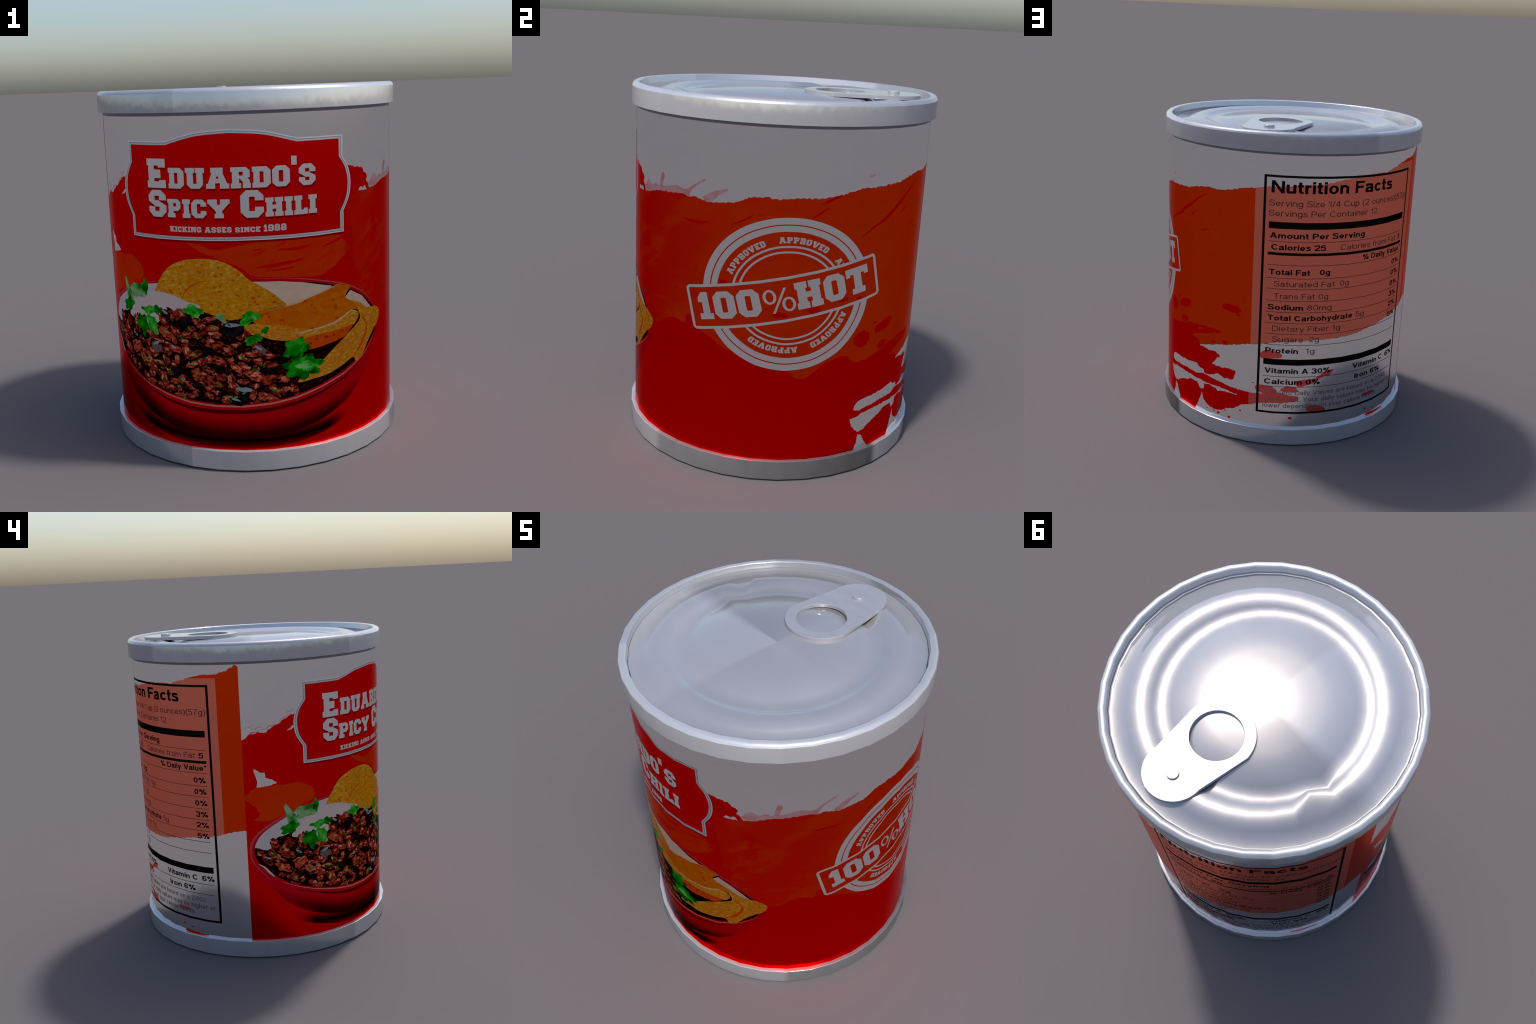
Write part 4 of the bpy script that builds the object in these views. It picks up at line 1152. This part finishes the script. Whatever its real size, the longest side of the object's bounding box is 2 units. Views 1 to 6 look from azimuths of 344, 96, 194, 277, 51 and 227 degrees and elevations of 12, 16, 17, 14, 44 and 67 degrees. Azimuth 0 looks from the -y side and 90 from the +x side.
wrap("chip_crease", union(stroke(spline(A([(-60.2, 0.755), (-57.0, 0.700), (-58.5, 0.640), (-62, 0.58), (-65, 0.545)]), False, 5), 0.016, True)), 2.95, shaded_chip, picture)
wrap("chip_dark_patch", union(spline(A([(-52.0, 0.652), (-56.6, 0.585), (-60.0, 0.535), (-58.6, 0.552), (-54.5, 0.606)]), True, 3)), 2.9, umber, picture)  # flat near-black patch printed beside the chip, no opening
wrap("chip_shadow", union(spline(A([(-88.0, 0.640), (-84.5, 0.640), (-78, 0.655), (-70.5, 0.672), (-68.5, 0.680), (-75, 0.618), (-80.0, 0.572), (-86.0, 0.545), (-92, 0.56)]), True, 3)), 2.75, umber, picture)
wrap("tortilla_chip", union(spline(A([(-88, 0.695), (-81.1, 0.714), (-73, 0.716), (-65.0, 0.728), (-66.8, 0.700), (-70.5, 0.668), (-77, 0.652), (-84.5, 0.640), (-87.5, 0.655)]), True, 3)), 3.0, shaded_chip, picture)  # orange part of the printed shadow wedge, not a chip of its own
wrap("chip_edge", union(stroke(spline(A([(-92, 0.742), (-88.6, 0.738), (-80.4, 0.749), (-74.1, 0.761), (-69.5, 0.787), (-65.8, 0.803), (-62.2, 0.783)]), False, 4), 0.012, True)), 3.1, pale_chip, picture)

wrap("sour_cream", union(spline(A([(-160.4, 0.785), (-157.8, 0.848), (-153.7, 0.889), (-149.1, 0.926), (-145.9, 0.946), (-140.7, 0.954), (-135.5, 0.942), (-130.5, 0.921), (-124.5, 0.895), (-128, 0.865), (-136, 0.840),
                                         (-141.5, 0.800), (-146, 0.76), (-152, 0.77)]), True, 4)), 3.2, plain_ink("sour_cream_ink", (0.90, 0.84, 0.83), 0.18), picture)

# --- minced meat, scattered over the chili
MEAT = [(-175.6, 0.722), (-172, 0.690), (-169.5, 0.735), (-166.7, 0.776), (-159.8, 0.787), (-155.9, 0.764), (-149.6, 0.712), (-144.7, 0.719), (-143.5, 0.780), (-138.1, 0.855), (-133.6, 0.872),
        (-129.1, 0.860), (-127.3, 0.833), (-123.1, 0.839), (-119.8, 0.868), (-118.0, 0.830), (-113, 0.815), (-109, 0.77), (-106, 0.71), (-101.5, 0.665), (-97.5, 0.60), (-95, 0.53), (-92, 0.475),
        (-88.5, 0.435), (-92, 0.402), (-101.3, 0.384), (-110, 0.374), (-120, 0.374), (-132, 0.385), (-141, 0.404), (-150.1, 0.433), (-160.7, 0.482), (-167.0, 0.532), (-173.1, 0.602)]
meat_area = A(MEAT)


def meat_ink(name, hot):
    t = Tree(name)
    vec, a, z = t.art()
    n = t.noise(t.mapped(vec, (1, 1.5, 1), -0.6), 42, 4, 0.6)
    info = t.node("ShaderNodeObjectInfo")
    n = t.math("ADD", n, t.math("MULTIPLY", t.math("SUBTRACT", info.outputs["Random"], 0.5), 0.12))
    if hot:
        stops = [(0.34, (0.03, 0.003, 0.002)), (0.45, (0.26, 0.022, 0.010)), (0.54, (0.52, 0.060, 0.026)), (0.64, (0.80, 0.16, 0.08)), (0.75, (0.95, 0.30, 0.19))]
    else:
        stops = [(0.40, (0.008, 0.001, 0.001)), (0.50, (0.20, 0.018, 0.010)), (0.58, (0.55, 0.08, 0.04)), (0.70, (0.90, 0.28, 0.18))]
    return t.done(t.ramp(n, stops), 0.34)


meat_inks = [meat_ink("meat_ink", True), meat_ink("meat_shade_ink", False)]


def lump(cx, cy, rx, ry, rot, seed, rag=0.28, n=22):
    pts = []
    for k in range(n):
        a = TAU * k / n
        f = 1 + rag * noise.fractal(Vector((math.cos(a) * 1.7 + seed * 3.1, math.sin(a) * 1.7, seed)), 0.8, 2.0, 3)
        x, y = rx * f * math.cos(a), ry * f * math.sin(a)
        pts.append((cx + x * math.cos(rot) - y * math.sin(rot), cy + x * math.sin(rot) + y * math.cos(rot)))
    return pts


spots, tries = [], 0
xs, ys = [p[0] for p in meat_area], [p[1] for p in meat_area]
while len(spots) < 135 and tries < 20000:
    tries += 1
    p = (rng.uniform(min(xs), max(xs)), rng.uniform(min(ys), max(ys)))
    if not inside(np.array([p]), meat_area)[0]:
        continue
    gap = 0.031 + 0.013 * rng.random()
    if all(math.hypot(p[0] - q[0], (p[1] - q[1]) * 1.25) > gap for q in spots):
        spots.append(p)
shadow_ink = plain_ink("meat_shadow_ink", (0.006, 0.001, 0.001), 0.34)  # near-black for the shadow painted below each meat chunk
glow_ink = meat_ink("meat_glow_ink", True)
glow_ramp = [n for n in glow_ink.node_tree.nodes if n.bl_idname == "ShaderNodeValToRGB"][0].color_ramp
for e, (p, c) in zip(glow_ramp.elements, [(0.30, (0.40, 0.05, 0.02)), (0.42, (0.80, 0.16, 0.07)), (0.52, (0.98, 0.34, 0.19)), (0.62, (1.0, 0.50, 0.34)), (0.75, (1.0, 0.68, 0.55))]):
    e.position, e.color = p, (*c, 1)
spots.sort(key=lambda p: -p[1])
for i, (x, y) in enumerate(spots):
    size, rot = rng.uniform(0.021, 0.036), rng.gauss(-0.55, 0.55)
    rx, ry = size * rng.uniform(1.0, 1.6), size * rng.uniform(0.6, 0.85)
    layer = 3.3 + 0.12 * (i % 7)
    inside_bowl = lambda a, b: a & b
    wrap("meat_shadow", region(inside_bowl, lump(x + 0.003, y - ry * 0.55, rx * 1.05, ry * 0.95, rot, i + 500, 0.35, 16), rim_in), layer, shadow_ink, picture)
    wrap("meat_chunk", region(inside_bowl, lump(x, y, rx, ry, rot, i + 1, 0.45, 26), rim_in), layer + 0.03, meat_inks[0 if rng.random() < 0.72 else 1], picture)
    if rng.random() < 0.75:
        for k in range(rng.choice((1, 2, 2))):
            hx, hy = x + rng.uniform(-0.5, 0.45) * rx, y + rng.uniform(0.0, 0.5) * ry
            wrap("meat_highlight", region(inside_bowl, lump(hx, hy, rx * rng.uniform(0.22, 0.42), ry * rng.uniform(0.2, 0.36), rot + rng.gauss(0, 0.4), i + 900 + k, 0.5, 14), rim_in), layer + 0.06, glow_ink, picture)

# --- black beans
bean_t = Tree("bean_ink")
bv, ba, bz = bean_t.art()
bean_ink = bean_t.done(bean_t.mix(bean_t.mask(bean_t.noise(bv, 25, 2), 0.4, 0.8), (0.004, 0.004, 0.006), (0.03, 0.02, 0.025)), 0.3)
sheen_ink = plain_ink("bean_sheen_ink", (0.42, 0.47, 0.58), 0.25)
plum_ink = plain_ink("bean_plum_ink", (0.24, 0.14, 0.18), 0.25)
for i, (a, z, rx, ry, rot, plum) in enumerate([(-112.8, 0.778, 0.055, 0.042, 0.0, 0), (-109.3, 0.425, 0.062, 0.050, -0.15, 0), (-139.5, 0.830, 0.030, 0.030, -0.5, 0), (-103.8, 0.662, 0.036, 0.026, -0.6, 1),
                                               (-112.6, 0.383, 0.040, 0.022, -0.3, 0), (-157.5, 0.670, 0.034, 0.026, -0.6, 0), (-144.8, 0.645, 0.036, 0.034, 0.5, 1), (-171.3, 0.650, 0.034, 0.020, -0.35, 2),
                                               (-131.5, 0.800, 0.030, 0.034, 0.2, 0), (-124.5, 0.640, 0.034, 0.024, 0.3, 0), (-136, 0.525, 0.034, 0.022, -0.4, 0), (-127.0, 0.46, 0.03, 0.02, 0.1, 0), (-150.5, 0.69, 0.03, 0.022, 0.1, 0),
                                               (-118.0, 0.555, 0.03, 0.022, 0.1, 0), (-99.5, 0.545, 0.028, 0.020, 0.4, 0), (-163, 0.60, 0.026, 0.022, -0.4, 0)]):
    x = a * K
    wrap("bean", union(lump(x, z, rx, ry, rot, 300 + i, 0.10, 28)), 4.0, (bean_ink, plum_ink, meat_inks[1])[plum], picture)
    if i < 8:
        wrap("bean_sheen", union(lump(x - rx * 0.05, z + ry * 0.52, rx * 0.62, ry * 0.26, rot, 330 + i, 0.25)), 4.2, sheen_ink, picture)


# --- coriander leaves
def leaf_ink(name, dark, mid, light):
    t = Tree(name)
    vec, a, z = t.art()
    n = t.noise(vec, 17, 3, 0.55, 0.5)
    fine = t.noise(t.mapped(vec, (1, 2, 1), 0.8), 70, 2)
    f = t.math("ADD", t.math("MULTIPLY", n, 0.8), t.math("MULTIPLY", fine, 0.2))
    return t.done(t.ramp(f, [(0.36, dark), (0.50, mid), (0.66, light)]), 0.33)


green = leaf_ink("leaf_ink", (0.002, 0.07, 0.001), (0.004, 0.30, 0.003), (0.03, 0.62, 0.02))
bright = leaf_ink("leaf_bright_ink", (0.004, 0.20, 0.003), (0.03, 0.58, 0.02), (0.32, 0.82, 0.25))
pale = leaf_ink("leaf_pale_ink", (0.02, 0.26, 0.015), (0.22, 0.55, 0.18), (0.42, 0.70, 0.36))


def leaf(a, z, rx, ry, rot, lobes, seed, teeth=0.09):
    """a lobed, toothed leaf blade: lobes fan out from the stalk"""
    pts, n = [], 90
    for k in range(n):
        t = TAU * k / n
        lobe = 1 - 0.30 * abs(math.sin(lobes * t / 2 + seed)) ** 3
        tooth = 1 + teeth * (2 * abs((k * lobes * 3 / n) % 1 - 0.5) - 0.5)
        f = lobe * tooth * (1 + 0.10 * noise.noise(Vector((math.cos(t), math.sin(t), seed))))
        x, y = rx * f * math.cos(t), ry * f * math.sin(t)
        pts.append((a * K + x * math.cos(rot) - y * math.sin(rot), z + x * math.sin(rot) + y * math.cos(rot)))
    return pts


LEAVES = [(-90.0, 0.657, 0.070, 0.062, 0.3, 5, 1, green), (-87.6, 0.552, 0.108, 0.074, -0.1, 7, 2, green), (-86.0, 0.553, 0.062, 0.030, -0.15, 4, 3, bright), (-106.8, 0.836, 0.058, 0.034, 0.5, 3, 4, bright),
          (-105.6, 0.722, 0.050, 0.026, 0.5, 4, 5, bright), (-101.3, 0.768, 0.024, 0.016, 0.9, 3, 6, green), (-160.6, 0.915, 0.030, 0.085, 0.35, 3, 7, pale), (-153.5, 0.938, 0.078, 0.048, 0.2, 4, 8, pale),
          (-149.0, 0.966, 0.020, 0.050, 0.0, 4, 9, green), (-161.2, 0.842, 0.062, 0.038, 0.45, 5, 10, green), (-151.8, 0.756, 0.052, 0.062, 0.4, 5, 11, green), (-146.3, 0.765, 0.036, 0.064, 0.4, 4, 12, bright),
          (-147.5, 0.842, 0.066, 0.024, 0.05, 4, 13, bright), (-143.2, 0.850, 0.026, 0.030, 0.9, 3, 14, green), (-127.3, 0.868, 0.056, 0.036, -0.2, 4, 15, bright), (-116.9, 0.837, 0.036, 0.018, -0.8, 3, 16, pale)]
for a, z, rx, ry, rot, lobes, seed, ink in LEAVES:
    wrap("coriander_leaf", union(leaf(a, z, rx, ry, rot, lobes, seed)), 4.6 + 0.05 * seed, ink, picture)
for i in range(34):
    x, y = spots[(i * 37 + 5) % len(spots)]
    wrap("herb_fleck", union(lump(x, y, rng.uniform(0.008, 0.019), rng.uniform(0.004, 0.006), rng.uniform(-1.0, 0.6), 400 + i, 0.3, 12)), 4.4, (green, bright, green)[i % 3], picture)
